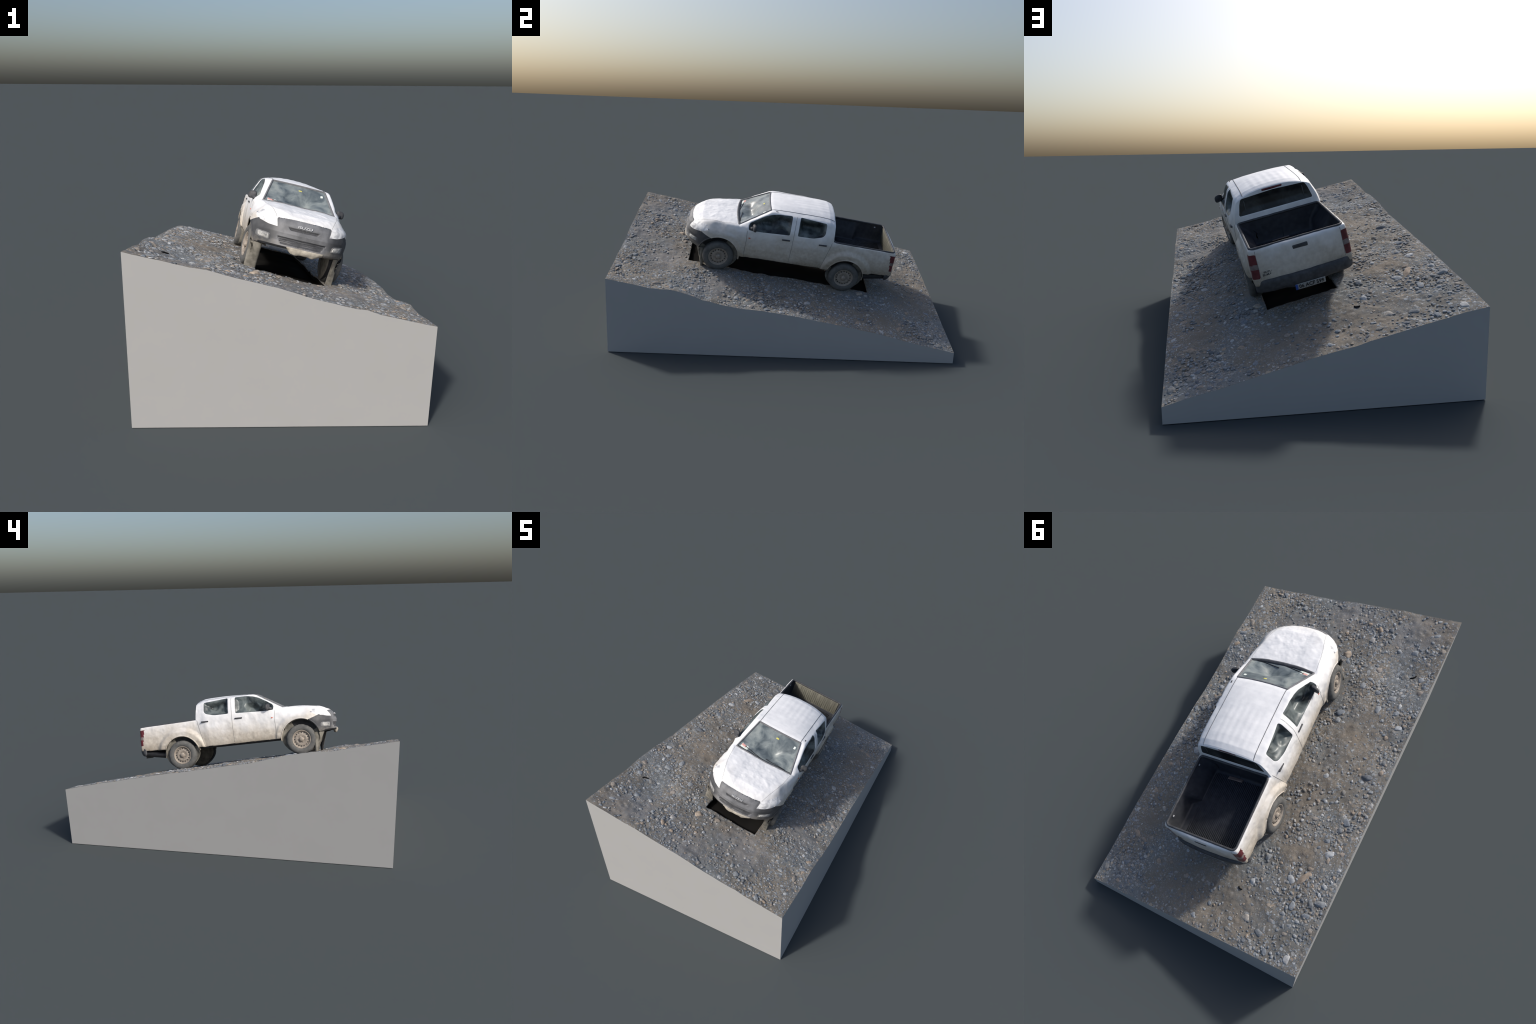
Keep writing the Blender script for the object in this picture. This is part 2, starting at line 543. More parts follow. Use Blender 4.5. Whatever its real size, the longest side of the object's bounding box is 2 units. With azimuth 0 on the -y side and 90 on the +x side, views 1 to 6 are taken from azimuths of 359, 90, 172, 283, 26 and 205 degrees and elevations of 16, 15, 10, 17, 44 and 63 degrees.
def rounded(poly, r, n=5):
    out = []
    m = len(poly)
    for i in range(m):
        p0, p1, p2 = (np.array(poly[(i + q) % m], float) for q in (-1, 0, 1))
        a, b = p0 - p1, p2 - p1
        ra = min(r, np.linalg.norm(a) * .45)
        rb = min(r, np.linalg.norm(b) * .45)
        a, b = p1 + a / np.linalg.norm(a) * ra, p1 + b / np.linalg.norm(b) * rb
        for t in np.linspace(0, 1, n):
            out.append(tuple((1 - t) ** 2 * a + 2 * t * (1 - t) * p1 + t * t * b))
    return out


def circle(cy, cz, r, n=80):
    return [(cy + r * math.cos(t), cz + r * math.sin(t)) for t in np.linspace(0, 2 * np.pi, n, endpoint=False)]


WIN_REAR = rounded([(.2175, .3215), (.0525, .3300), (.0535, .2255), (.150, .2295), (.205, .2455), (.2185, .262)], .010)
WIN_FRONT = rounded([(.0050, .3285), (-.0711, .3255), (-.1149, .3165), (-.1515, .3030), (-.1992, .2740), (-.2374, .2480), (-.2450, .2330), (-.2415, .2100), (-.1632, .2110), (.0055, .2225)], .007)
WIND = [(x, -.3187 + .0142 * (x / .18) ** 2 + .001) for x in np.linspace(-.1815, .1815, 25)] + [(x, -.1335 + .006 * (x / .14) ** 2) for x in np.linspace(.1400, -.1400, 21)]
WIND = WIND[:24] + rounded([WIND[24], WIND[25]] + [(0, -.25)], .0)[:0] + WIND[24:]
REARWIN = rounded([(-.1775, .2455), (.1775, .2455), (.163, .300), (.1525, .322), (.0, .329), (-.1525, .322), (-.163, .300)], .008)
HEAD = rounded([(.1195, .124), (.160, .127), (.198, .137), (.215, .150), (.2125, .172), (.199, .1835), (.165, .178), (.1275, .1645)], .006)
TAILL = rounded([(.1815, .0925), (.1785, .196), (.24, .2), (.24, .0955)], .004)
GREY_TOP = [(-.30, .1685), (.0, .1685), (.06, .1680), (.115, .1655), (.126, .1635), (.1195, .124), (.160, .127), (.198, .137), (.215, .142), (.30, .142), (.30, -.2), (-.30, -.2)]
TUB = rounded([(-.1940, .2860), (.1940, .2860), (.1940, .6680), (-.1940, .6680)], .024, 8)


def seam_rear(z):
    return .2346 + (z - .038) * .214


def classify(C, N):
    x, y, z = C.T
    a = np.abs(x)
    reg = np.full(len(C), "cab_frame", dtype=object)

    def setr(mask, name):
        reg[mask] = name

    side = a > .15
    setr((y < -.2445) & (z < .24), "fender")
    hood = (y < -.29) & (a < table(y, [(-.60, .128), (-.50, .160), (-.42, .176), (-.30, .188)])) & (N[:, 2] > .2) & (z > .15)
    setr(hood, "hood")
    setr(side & (y >= -.2445) & (y < .033) & (z < .3335), "front_door")
    setr(side & (y >= .033) & (y < seam_rear(z)) & (z < .3335) & (y < .2715), "rear_door")
    setr((y >= seam_rear(z)) & (z < .2185) & (y > .2), "bed_side")
    setr((y > .655) & (a < .1800) & (N[:, 1] > .3), "tailgate")
    setr((a < .141) & (z > .29) & (y > -.135 + .006 * (a / .14) ** 2) & (N[:, 2] > .45), "roof")
    setr(inside_poly(y, z, WIN_REAR) & (a > .14), "rear_side_window")
    setr(inside_poly(y, z, WIN_FRONT) & (a > .13), "front_side_window")
    setr(inside_poly(x, y, WIND) & (z > .2), "windscreen")
    setr(inside_poly(x, z, REARWIN) & (y > .25) & (y < .30), "rear_window")
    grey = inside_poly(a, z, GREY_TOP) & (y < -.45) & (z < .122 + (-.4664 - y) * .35)
    setr(grey, "front_bumper")
    setr(inside_poly(a, z, HEAD) & (y < -.485), "headlight")
    setr(inside_poly(a, z, TAILL) & (y > .664 - .20 * (z - .095)), "tail_light")
    setr((N[:, 2] < -.6) & (z < .075), "underbody")
    setr((N[:, 2] < -.6) & (z < .075) & (a < .168), "cut")
    setr(inside_poly(x, y, TUB) & (z > .19), "cut")
    for yh, zh, r in ARCH.values():
        setr((np.hypot(y - yh, z - zh) < r) & (a > .14), "cut")
        setr((np.abs(y - yh) < r * .98) & (z < zh + .02) & (a > .14), "cut")
    return reg


F4 = np.array([(*f, f[-1])[:4] for f in faces])


def face_data(V):
    a, b, c, d = (V[F4[:, k]] for k in range(4))
    n = np.cross(c - a, d - b)
    tri = F4[:, 2] == F4[:, 3]
    n[tri] = np.cross(b[tri] - a[tri], c[tri] - a[tri])
    cen = np.where(tri[:, None], (a + b + c) / 3, (a + b + c + d) / 4)
    return cen, n / (np.linalg.norm(n, axis=1)[:, None] + 1e-12)


C, N = face_data(V)
if np.sum(N[:, 2] * (C[:, 2] - ZC)) < 0:
    N = -N
reg = classify(C, N)


# snap ragged region borders onto their drawn outlines, staying on the surface
def nearest_on(poly, q):
    P = np.array(poly)
    Q = np.roll(P, -1, 0)
    e = Q - P
    t = np.clip(((q[:, None] - P) * e).sum(-1) / ((e * e).sum(-1) + 1e-15), 0, 1)
    X = P + e * t[..., None]
    dd = np.linalg.norm(X - q[:, None], axis=-1)
    i = dd.argmin(1)
    r = np.arange(len(q))
    return X[r, i], dd[r, i]


def border_verts(name, test=None):
    inn, out = set(), set()
    for f, r, c in zip(FV, reg, C):
        if test is not None and not test(c):
            continue
        (inn if r == name else out).update(f.tolist())
    return np.array(sorted(inn & out), int)


def resolve(idx, ax, span):
    """slide vertices along one axis back onto the body surface"""
    p = V[idx].copy()
    sg = np.where(p[:, ax] >= 0, 1.0, -1.0) if ax != 2 else np.ones(len(p))
    lo, up = p[:, ax] - sg * span, p[:, ax] + sg * span
    for _ in range(15):
        mid = (lo + up) / 2
        q = p.copy()
        q[:, ax] = mid
        ins = F(*q.T) < 0
        lo = np.where(ins, mid, lo)
        up = np.where(ins, up, mid)
    p[:, ax] = (lo + up) / 2
    V[idx] = p


def snap(name, poly, axes, third, tol=.0055, test=None, mirror=False):
    idx = border_verts(name, test)
    if not len(idx):
        return
    q = V[idx][:, list(axes)].copy()
    sg = np.ones(len(q))
    if mirror:
        sg = np.where(q[:, 0] >= 0, 1.0, -1.0)
        q[:, 0] *= sg
    X, dd = nearest_on(poly, q)
    ok = dd < tol
    X[:, 0] *= sg
    idx, X = idx[ok], X[ok]
    V[idx[:, None], np.array(axes)[None]] = X
    if third is not None:
        resolve(idx, third, .012)


snap("rear_side_window", WIN_REAR, (1, 2), 0)
snap("front_side_window", WIN_FRONT, (1, 2), 0)
snap("windscreen", WIND, (0, 1), 2)
snap("rear_window", REARWIN, (0, 2), 1, tol=.008)
snap("headlight", HEAD, (0, 2), 1, mirror=True)
snap("tail_light", TAILL, (0, 2), 1, tol=.008, mirror=True, test=lambda c: c[1] > .672)
snap("front_bumper", GREY_TOP, (0, 2), 1, mirror=True, test=lambda c: c[1] < -.53 and c[2] > .1, tol=.009)
snap("front_bumper", [(-.40, .0988), (-.56, .1548), (-.56, .5), (-.40, .5)], (1, 2), 0, tol=.007, test=lambda c: -.545 < c[1] < -.45 and c[2] > .1 and abs(c[0]) > .18)
for yh, zh, r in ARCH.values():
    snap("cut", circle(yh, zh, r), (1, 2), 0, test=lambda c, yh=yh: abs(c[1] - yh) < .16 and c[2] > .03 and abs(c[0]) > .16)
snap("cut", TUB, (0, 1), None, test=lambda c: c[1] > .25 and c[2] > .19)

# recess glass and lamps a little, dent the panels like a weathered, lumpy scan
me_tmp = make_mesh("tmp", V, faces)
bm = bmesh.new()
bm.from_mesh(me_tmp)
bmesh.ops.recalc_face_normals(bm, faces=bm.faces)
bm.normal_update()
NV = np.array([v.normal[:] for v in bm.verts])
bm.to_mesh(me_tmp)
bm.free()
touch = [set() for _ in range(len(V))]
for f, r in zip(FV, reg):
    for v in f:
        touch[v].add(r)
GLASS = {"rear_side_window", "front_side_window", "windscreen", "rear_window"}
lump = .0014 * vnoise(V, 17, 3.1) + .0005 * vnoise(V, 55, 8.7)
flank = sstep(.6, .9, np.abs(NV[:, 0]))
in_glass = np.array([t <= GLASS for t in touch])
by_glass = np.array([bool(t & GLASS) for t in touch])
calm = np.array([t <= {"roof"} for t in touch])
D = lump * np.where(calm, .3, .75 + .6 * flank)
D = D + np.array([t <= {"hood"} for t in touch]) * .0009 * vnoise(V, 48, 1.9)
D = np.where(by_glass, 0, D)
# the panes sag inwards in soft hollows, deepest away from their frames
rim_d = np.full(len(V), 1.0)
for nm, poly, axs in (("rear_side_window", WIN_REAR, (1, 2)), ("front_side_window", WIN_FRONT, (1, 2)), ("windscreen", WIND, (0, 1)), ("rear_window", REARWIN, (0, 2))):
    sel = np.array([i for i in np.where(in_glass)[0] if nm in touch[i]])
    rim_d[sel] = nearest_on(poly, V[sel][:, list(axs)])[1]
wscr = np.array(["windscreen" in t for t in touch])
rwin = np.array(["rear_window" in t for t in touch])
sag = .014 + .036 * sstep(-.3, .7, vnoise(V, 12, 5.5))
pits = sum(dp * np.exp(-(((V[:, 0] - px) / rx) ** 2 + ((V[:, 1] - py) / ry) ** 2)) for px, py, rx, ry, dp in
           ((.035, -.252, .046, .042, .038), (-.045, -.250, .038, .032, .018), (.10, -.215, .045, .04, .012)))
sag = np.where(wscr, .002 + pits + .0012 * sstep(-.2, .6, vnoise(V, 26, 2.5)), sag)
sag = np.where(rwin, .006, sag)
D = np.where(in_glass, -(.0016 + sag * sstep(.0, .030, rim_d)), D)
# grille slot, lower grille and bumper folds are pressed into the fascia
front = (NV[:, 1] < -.25) & (V[:, 1] < -.5)
ax_, zz = np.abs(V[:, 0]), V[:, 2]
slot = sstep(.074, .066, ax_ + (.1311 - zz) * .9) * sstep(.119, .1215, zz) * sstep(.1335, .131, zz)
lowg = sstep(.114, .106, ax_ + (.083 - zz) * .6) * sstep(.052, .057, zz) * sstep(.087, .083, zz)
brow = sstep(.120, .112, ax_) * np.exp(-((zz - .1365) / .022) ** 2)
D = D - np.where(front, .006 * slot + .005 * lowg - .0022 * brow, 0)
V = V + NV * D[:, None]
me_tmp.vertices.foreach_set("co", V.ravel())
me_tmp.update()
NV = np.array([v.normal[:] for v in me_tmp.vertices])

# sub-classify the recesses so that they take their own dark look
C2 = face_data(V)[0]
a2 = np.abs(C2[:, 0])
isb = reg == "front_bumper"
reg[isb & (a2 + (.1311 - C2[:, 2]) * .9 < .070) & (C2[:, 2] > .1203) & (C2[:, 2] < .1322) & (C2[:, 1] < -.55)] = "grille"
reg[isb & (a2 + (.083 - C2[:, 2]) * .6 < .110) & (C2[:, 2] > .0535) & (C2[:, 2] < .0845) & (C2[:, 1] < -.55)] = "lower_grille"
# tail-light bands
tl = reg == "tail_light"
reg[tl & (C2[:, 2] > .1335) & (C2[:, 2] < .1545)] = "reversing_light"

# ------------------------------------------------------------------ top-level truck
truck = bpy.data.objects.new("pickup_truck", None)
bpy.context.scene.collection.objects.link(truck)
base = to_world((0, 0, -HUB))
Mx = Matrix([[AX[0][i], AX[1][i], AX[2][i], base[i]] for i in range(3)] + [[0, 0, 0, 1]])
truck.matrix_world = Mx
truck["label"] = "dusty white double-cab pickup truck with open black bed"
truck["category"] = "pickup truck"
LIFT = (0, 0, HUB)


def part(name, me, mat=None, parent=None, **kw):
    return add(name, me, parent or truck, mat, kw.get("loc", LIFT), kw.get("rot", (0, 0, 0)))


LOOK = {"cab_frame": M_PAINT, "fender": M_PAINT, "hood": M_PAINT, "front_door": M_PAINT, "rear_door": M_PAINT, "bed_side": M_PAINT,
        "tailgate": M_PAINT, "roof": M_PAINT, "rear_side_window": M_SIDE, "front_side_window": M_SIDE, "windscreen": M_WIND,
        "rear_window": M_REAR, "front_bumper": M_PLASTIC, "headlight": M_HEAD, "tail_light": M_RED, "reversing_light": M_PALELENS,
        "underbody": M_DARK, "grille": M_BLACKGREY, "lower_grille": M_BLACKGREY}
PAIRED = {"fender", "front_door", "rear_door", "bed_side", "rear_side_window", "front_side_window", "headlight", "tail_light", "reversing_light"}
NAME = {"front_door": "door", "rear_door": "door", "rear_side_window": "side_window", "front_side_window": "side_window"}
made = {}


def region_object(name, ids):
    used, local, fs = {}, [], []
    for i in ids:
        row = []
        for v in faces[i]:
            if v not in used:
                used[v] = len(local)
                local.append(v)
            row.append(used[v])
        fs.append(row)
    # face winding outward
    me = make_mesh(name, V[local], fs)
    n0 = np.array([p.normal[:] for p in me.polygons])
    c0 = NV[local]
    avg = np.mean([np.dot(n0[k], c0[fs[k][0]]) for k in range(0, len(fs), max(1, len(fs) // 200))])
    if avg < 0:
        me.flip_normals()
    me.normals_split_custom_set_from_vertices([tuple(map(float, NV[v])) for v in local])
    o = part(NAME.get(name, name), me, LOOK[name])
    made.setdefault(name, []).append(o)
    return o


for name in LOOK:
    ids = np.where(reg == name)[0]
    if not len(ids):
        continue
    if name in PAIRED:
        for s in (-1, 1):
            sub = ids[np.sign(C[ids, 0]) == s]
            if len(sub):
                region_object(name, sub)
    else:
        region_object(name, ids)
bpy.data.meshes.remove(me_tmp)
BODY = BVHTree.FromPolygons([tuple(map(float, v)) for v in V], faces)


# ------------------------------------------------------------------ generic shapes
def tube(points, r, n=8, closed=False):
    P = [Vector(p) for p in points]
    verts, fs = [], []
    m = len(P)
    for i, p in enumerate(P):
        t = (P[(i + 1) % m] - P[i - 1]) if closed else (P[min(i + 1, m - 1)] - P[max(i - 1, 0)])
        t.normalize()
        up = Vector((0, 0, 1)) if abs(t.z) < .9 else Vector((1, 0, 0))
        u = t.cross(up).normalized()
        w = t.cross(u)
        for k in range(n):
            q = 2 * math.pi * k / n
            verts.append(p + (u * math.cos(q) + w * math.sin(q)) * r)
    for i in range(m if closed else m - 1):
        j = (i + 1) % m
        for k in range(n):
            l = (k + 1) % n
            fs.append((i * n + k, i * n + l, j * n + l, j * n + k))
    if not closed:
        fs.append(tuple(range(n))[::-1])
        fs.append(tuple((m - 1) * n + k for k in range(n)))
    return verts, fs


def lathe(profile, n=64, axis=0):
    """profile: (radius, along) pairs turned about the x axis"""
    verts, fs = [], []
    m = len(profile)
    for i in range(n):
        t = 2 * math.pi * i / n
        for r, h in profile:
            verts.append((h, r * math.cos(t), r * math.sin(t)))
    for i in range(n):
        j = (i + 1) % n
        for k in range(m - 1):
            fs.append((i * m + k, i * m + k + 1, j * m + k + 1, j * m + k))
    me = make_mesh("lathe", verts, fs)
    bm = bmesh.new()
    bm.from_mesh(me)
    bmesh.ops.remove_doubles(bm, verts=bm.verts, dist=1e-6)
    bmesh.ops.recalc_face_normals(bm, faces=bm.faces)
    bm.to_mesh(me)
    bm.free()
    me.polygons.foreach_set("use_smooth", [True] * len(me.polygons))
    return me


def box(size, bevel=0.0, seg=3, subdiv=0, shape=None):
    bm = bmesh.new()
    bmesh.ops.create_cube(bm, size=1)
    for v in bm.verts:
        v.co = Vector((v.co.x * size[0], v.co.y * size[1], v.co.z * size[2]))
    if bevel:
        bmesh.ops.bevel(bm, geom=bm.edges[:], offset=bevel, segments=seg, profile=.5, affect="EDGES")
    if subdiv:
        bmesh.ops.subdivide_edges(bm, edges=bm.edges[:], cuts=subdiv, use_grid_fill=True)
    if shape:
        for v in bm.verts:
            v.co = Vector(shape(v.co))
    me = bpy.data.meshes.new("box")
    bm.to_mesh(me)
    bm.free()
    me.polygons.foreach_set("use_smooth", [True] * len(me.polygons))
    return me


def join_geo(list_vf):
    vs, fs = [], []
    for v, f in list_vf:
        o = len(vs)
        vs += [tuple(q) for q in v]
        fs += [tuple(i + o for i in g) for g in f]
    return vs, fs


def probe(o, d):
    hit = BODY.ray_cast(Vector(o), Vector(d))[0]
    return hit


def side_x(y, z, s=1):
    h = probe((s * .6, y, z), (-s, 0, 0))
    return abs(h.x) if h else .2


def top_z(x, y):
    h = probe((x, y, .7), (0, 0, -1))
    return h.z if h else .2


def nose_y(x, z):
    h = probe((x, -.9, z), (0, 1, 0))
    return h.y if h else -.55


def dense(pts, step=.006):
    out = []
    for p, q in zip(pts[:-1], pts[1:]):
        n = max(2, int(math.dist(p, q) / step))
        out += [tuple(p[i] + (q[i] - p[i]) * t / n for i in range(len(p))) for t in range(n)]
    return out + [pts[-1]]


# ------------------------------------------------------------------ panel gaps, roof seals
for s in (-1, 1):
    lines = [
        [(-.2495, .205), (-.2440, .15), (-.2440, .05), (-.2420, .026)],
        [(.0300, .328), (.0305, .24), (.0335, .15), (.0345, .04)],
        [(.272, .214), (.262, .165), (.247, .095), (.2346, .040)],
    ]
    geo = [tube([(s * (side_x(y, z, s) - .0001), y, z) for y, z in dense(l)], .0011, 6) for l in lines]
    part("panel_gap", make_mesh("panel_gap", *join_geo(geo)), M_SEAM)
    l = [(s * (.1385 + .0015 * math.sin(3 * y)), y) for y in np.linspace(-.128, .272, 60)]
    part("roof_seal", make_mesh("roof_seal", *tube([(x, y, top_z(x, y) - .0002) for x, y in l], .0019, 6)), M_DITCH)
    l = dense([(s * .129, -.566), (s * .150, -.505), (s * .166, -.45), (s * .176, -.40), (s * .186, -.315)])
    part("bonnet_gap", make_mesh("bonnet_gap", *tube([(x, y, top_z(x, y) - .0003) for x, y in l], .0008, 6)), M_SEAM)

# windscreen surround
ring = [(x, y, top_z(x, y) - .0008) for x, y in dense(WIND[::1] + [WIND[0]], .006)[:-1]]
part("windscreen_seal", make_mesh("windscreen_seal", *tube(ring, .0052, 8, closed=True)), M_DITCH)
cowl = [(x, -.3187 + .0142 * (x / .18) ** 2 + .006) for x in np.linspace(-.178, .178, 50)]
part("cowl_strip", make_mesh("cowl_strip", *tube([(x, y, top_z(x, y) - .0060) for x, y in cowl], .0110, 8)), M_BLACKGREY)
geo = []
for x0, x1, dy in ((-.135, -.01, .020), (.01, .14, .022)):
    pts = [(x0 + (x1 - x0) * t, -.3187 + .0142 * ((x0 + (x1 - x0) * t) / .18) ** 2 + .012 + dy * (1 - t) * .9) for t in np.linspace(0, 1, 14)]
    geo.append(tube([(x, y, top_z(x, y) + .0012) for x, y in pts], .0020, 6))
part("wiper", make_mesh("wiper", *join_geo(geo)), M_DARK)


def patch(name, corners, mat, lift, n=6):
    """small sheet laid on the windscreen, corners in (x, y)"""
    a, b, c, e = (np.array(q) for q in corners)
    vs, fs = [], []
    for layer in (lift, lift - .0012):
        for i in range(n):
            for j in range(n):
                u, w = i / (n - 1), j / (n - 1)
                q = (a * (1 - u) + b * u) * (1 - w) + (e * (1 - u) + c * u) * w
                vs.append((q[0], q[1], top_z(*q) + layer))
    o = n * n
    for i in range(n - 1):
        for j in range(n - 1):
            f = (i * n + j, (i + 1) * n + j, (i + 1) * n + j + 1, i * n + j + 1)
            fs += [f, tuple(k + o for k in f[::-1])]
    rim = [i * n for i in range(n)] + [(n - 1) * n + j for j in range(1, n)] + [i * n + n - 1 for i in range(n - 2, -1, -1)] + list(range(n - 2, 0, -1))
    for k in range(len(rim)):
        p, q = rim[k], rim[(k + 1) % len(rim)]
        fs.append((p, q, q + o, p + o))
    me = make_mesh(name, vs, fs)
    fix_normals(me)
    return part(name, me, mat)


patch("sticker", [(-.163, -.292), (-.112, -.300), (-.110, -.275), (-.158, -.268)], M_STICK, .0004)
patch("sticker_band", [(-.1605, -.283), (-.130, -.288), (-.129, -.276), (-.157, -.2705)], M_PINK, .0009)
patch("yellow_tag", [(.000, -.170), (.018, -.170), (.018, -.162), (.000, -.162)], M_YELLOW, .0004)
patch("round_sticker", [(.118, -.171), (.132, -.171), (.131, -.157), (.119, -.157)], M_STICK, .0002)

# ------------------------------------------------------------------ handles, indicators, mirrors
for s in (-1, 1):
    for y, z in ((-.0105, .1885), (.2155, .1965)):
        x = side_x(y, z, s)
        me = box((.010, .050, .0085), .0038, 3)
        part("door_handle", me, M_BLACKGREY, loc=(s * (x + .0015), y, z + HUB), rot=(.04, 0, 0))
    x = side_x(-.228, .1605, s)
    part("side_indicator", box((.004, .012, .006), .0018, 2), M_ORANGE, loc=(s * (x + .0005), -.228, .1605 + HUB))

    # mirror: rounded housing on a stubby arm
    bm = bmesh.new()
    bmesh.ops.create_icosphere(bm, subdivisions=4, radius=1)
    for v in bm.verts:
        p = v.co
        x_, y_, z_ = (math.copysign(abs(q) ** .72, q) for q in p)
        w = .0125 if y_ < 0 else .0085
        v.co = Vector((x_ * .0215, y_ * w + .006 * x_, z_ * .0195 - .003 * x_))
        v.co += v.co.normalized() * .0014 * fbm(p, 1.6, 4 + s)
    me = bpy.data.meshes.new("mirror_housing")
    bm.to_mesh(me)
    bm.free()
    me.polygons.foreach_set("use_smooth", [True] * len(me.polygons))
    if s < 0:
        me.transform(Matrix.Diagonal((-1, 1, 1, 1)))
        me.flip_normals()
    mir = part("mirror", me, M_BLACKGREY, loc=(s * .2310, -.2080, .2335 + HUB))
    v, f = tube([(s * .196, -.232, .2190), (s * .212, -.225, .2185), (s * .228, -.213, .2245)], .0110, 10)
    part("mirror_arm", make_mesh("mirror_arm", v, f), M_BLACKGREY)

part("roof_clip", box((.006, .014, .004), .0015, 2), M_BLACKGREY, loc=(.157, -.092, top_z(.157, -.092) + HUB))

# ------------------------------------------------------------------ lamps and badge at the front
def nose_patch(name, quad, mat, lift, bulge=.002, n=9):
    '''a small lens lying on the nose; quad corners in (x, z)'''
    a, b, c, e = (np.array(q) for q in quad)
    vs, fs = [], []
    for lay in (0, 1):
        for i in range(n):
            for j in range(n):
                u, w = i / (n - 1), j / (n - 1)
                # round the corners off
                uu, ww = 2 * u - 1, 2 * w - 1
                k = 1 / max(1, (abs(uu) ** 5 + abs(ww) ** 5) ** .2)
                u2, w2 = .5 + uu * k / 2, .5 + ww * k / 2
                q = (a * (1 - u2) + b * u2) * (1 - w2) + (e * (1 - u2) + c * u2) * w2
                y = nose_y(q[0], q[1]) - lift - bulge * (1 - uu * uu) * (1 - ww * ww)
                vs.append((q[0], y + lay * .006, q[1]))
    o = n * n
    for i in range(n - 1):
        for j in range(n - 1):
            f = (i * n + j, (i + 1) * n + j, (i + 1) * n + j + 1, i * n + j + 1)
            fs += [f, tuple(k + o for k in f[::-1])]
    rim = [i * n for i in range(n)] + [(n - 1) * n + j for j in range(1, n)] + [i * n + n - 1 for i in range(n - 2, -1, -1)] + list(range(n - 2, 0, -1))
    for k in range(len(rim)):
        p, q = rim[k], rim[(k + 1) % len(rim)]
        fs.append((p, q, q + o, p + o))
    me = make_mesh(name, vs, fs)
    fix_normals(me)
    return part(name, me, mat)


for s in (-1, 1):
    nose_patch("fog_surround", [(s * .140, .058), (s * .204, .062), (s * .204, .093), (s * .143, .088)], M_FOGBED, .0006, .0)
    nose_patch("fog_light", [(s * .146, .0625), (s * .197, .067), (s * .197, .088), (s * .150, .084)], M_FOG, .0016, .0035)
    loop = [(s * x, nose_y(s * x, z) - .0001, z) for x, z in dense([(.1265, .160), (.1195, .125), (.160, .1275), (.196, .137)], .004)]
    part("headlight_gap", make_mesh("headlight_gap", *tube(loop, .0007, 6)), M_SEAM)


def text_part(name, body, size, mat, loc, rot, depth=.0012, parent=None, sx=1.0):
    cu = bpy.data.curves.new(name, "FONT")
    cu.body = body
    cu.size = size
    cu.align_x, cu.align_y = "CENTER", "CENTER"
    cu.extrude = depth
    cu.resolution_u = 2
    cu.offset = size * .018
    o = bpy.data.objects.new(name, cu)
    bpy.context.scene.collection.objects.link(o)
    me = bpy.data.meshes.new_from_object(o.evaluated_get(bpy.context.evaluated_depsgraph_get()))
    bpy.data.objects.remove(o)
    bpy.data.curves.remove(cu)
    me.name = name
    me.materials.clear()
    p = part(name, me, mat, parent, loc=loc, rot=rot)
    p.scale = (sx, 1, 1)
    return p


text_part("grille_badge", "ISUZU", .0150, M_CHROME, (.001, nose_y(0, .1425) - .0030, .1420 + HUB), (math.pi / 2 - .30, 0, 0), .0022, sx=1.62)

# slats in the lower grille
geo = []
for z in (.062, .071, .079):
    pts = [(x, nose_y(x, z) + .0015, z + .0012 * math.sin(x * 60 + z * 300)) for x in np.linspace(-.096 - (z - .062) * .6, .096 + (z - .062) * .6, 30)]
    geo.append(tube(pts, .0017, 6))
part("grille_slat", make_mesh("grille_slat", *join_geo(geo)), M_PLASTIC)

nose_patch("chin_gap", [(-.188, .0345), (-.052, .0375), (-.052, .0470), (-.188, .0450)], M_DARK, .0008, .0)
# chin: muddy skid plate hanging below the bumper, with a ragged edge
vs, fs = [], []
NX, NZ = 46, 9
for i in range(NX):
    x = -.062 + .170 * i / (NX - 1)
    top = .0475
    bot = .0190 + .0020 * math.sin(x * 75) + .0010 * math.sin(x * 170 + 1) + .012 * sstep(.06, .11, x) + .016 * sstep(-.035, -.06, x)
    for j in range(NZ):
        t = j / (NZ - 1)
        z = top + (bot - top) * t
        vs.append((x, nose_y(x, max(z, .045)) - .0022 * math.sin(t * math.pi) + .010 * t * t - .001, z))
o = NX * NZ
vs += [(x, y + .012, z + .002) for x, y, z in vs]
for i in range(NX - 1):
    for j in range(NZ - 1):
        f = (i * NZ + j, (i + 1) * NZ + j, (i + 1) * NZ + j + 1, i * NZ + j + 1)
        fs += [f, tuple(k + o for k in f[::-1])]
rim = [i * NZ for i in range(NX)] + [(NX - 1) * NZ + j for j in range(1, NZ)] + [i * NZ + NZ - 1 for i in range(NX - 2, -1, -1)] + list(range(NZ - 2, 0, -1))
for k in range(len(rim)):
    p, q = rim[k], rim[(k + 1) % len(rim)]
    fs.append((p, q, q + o, p + o))
me = make_mesh("skid_plate", vs, fs)
fix_normals(me)
part("skid_plate", me, M_SKID)

# ------------------------------------------------------------------ rear: bumper, plate, handle, brake light
vs, fs = [], []
prof = [(.000, .083), (.014, .084), (.021, .078), (.024, .064), (.022, .046), (.014, .030), (.002, .024), (-.016, .026), (-.016, .07)]
NB = 61
for i in range(NB):
    u = -1 + 2 * i / (NB - 1)
    x = .211 * u
    back = .6885 - .030 * abs(u) ** 7 - .007 * u * u
    for dy, z in prof:
        zz_ = z - (.008 * (1 - sstep(.25, .45, abs(u))) if z < .05 else 0) + .0015 * fbm((x, dy, z), 30, 2)
        vs.append((x, back + dy * (1 - .35 * abs(u) ** 8), zz_))
m = len(prof)
for i in range(NB - 1):
    for k in range(m):
        l = (k + 1) % m
        fs.append((i * m + k, (i + 1) * m + k, (i + 1) * m + l, i * m + l))
fs.append(tuple(range(m)))
fs.append(tuple((NB - 1) * m + k for k in range(m))[::-1])
me = make_mesh("rear_bumper", vs, fs)
fix_normals(me)
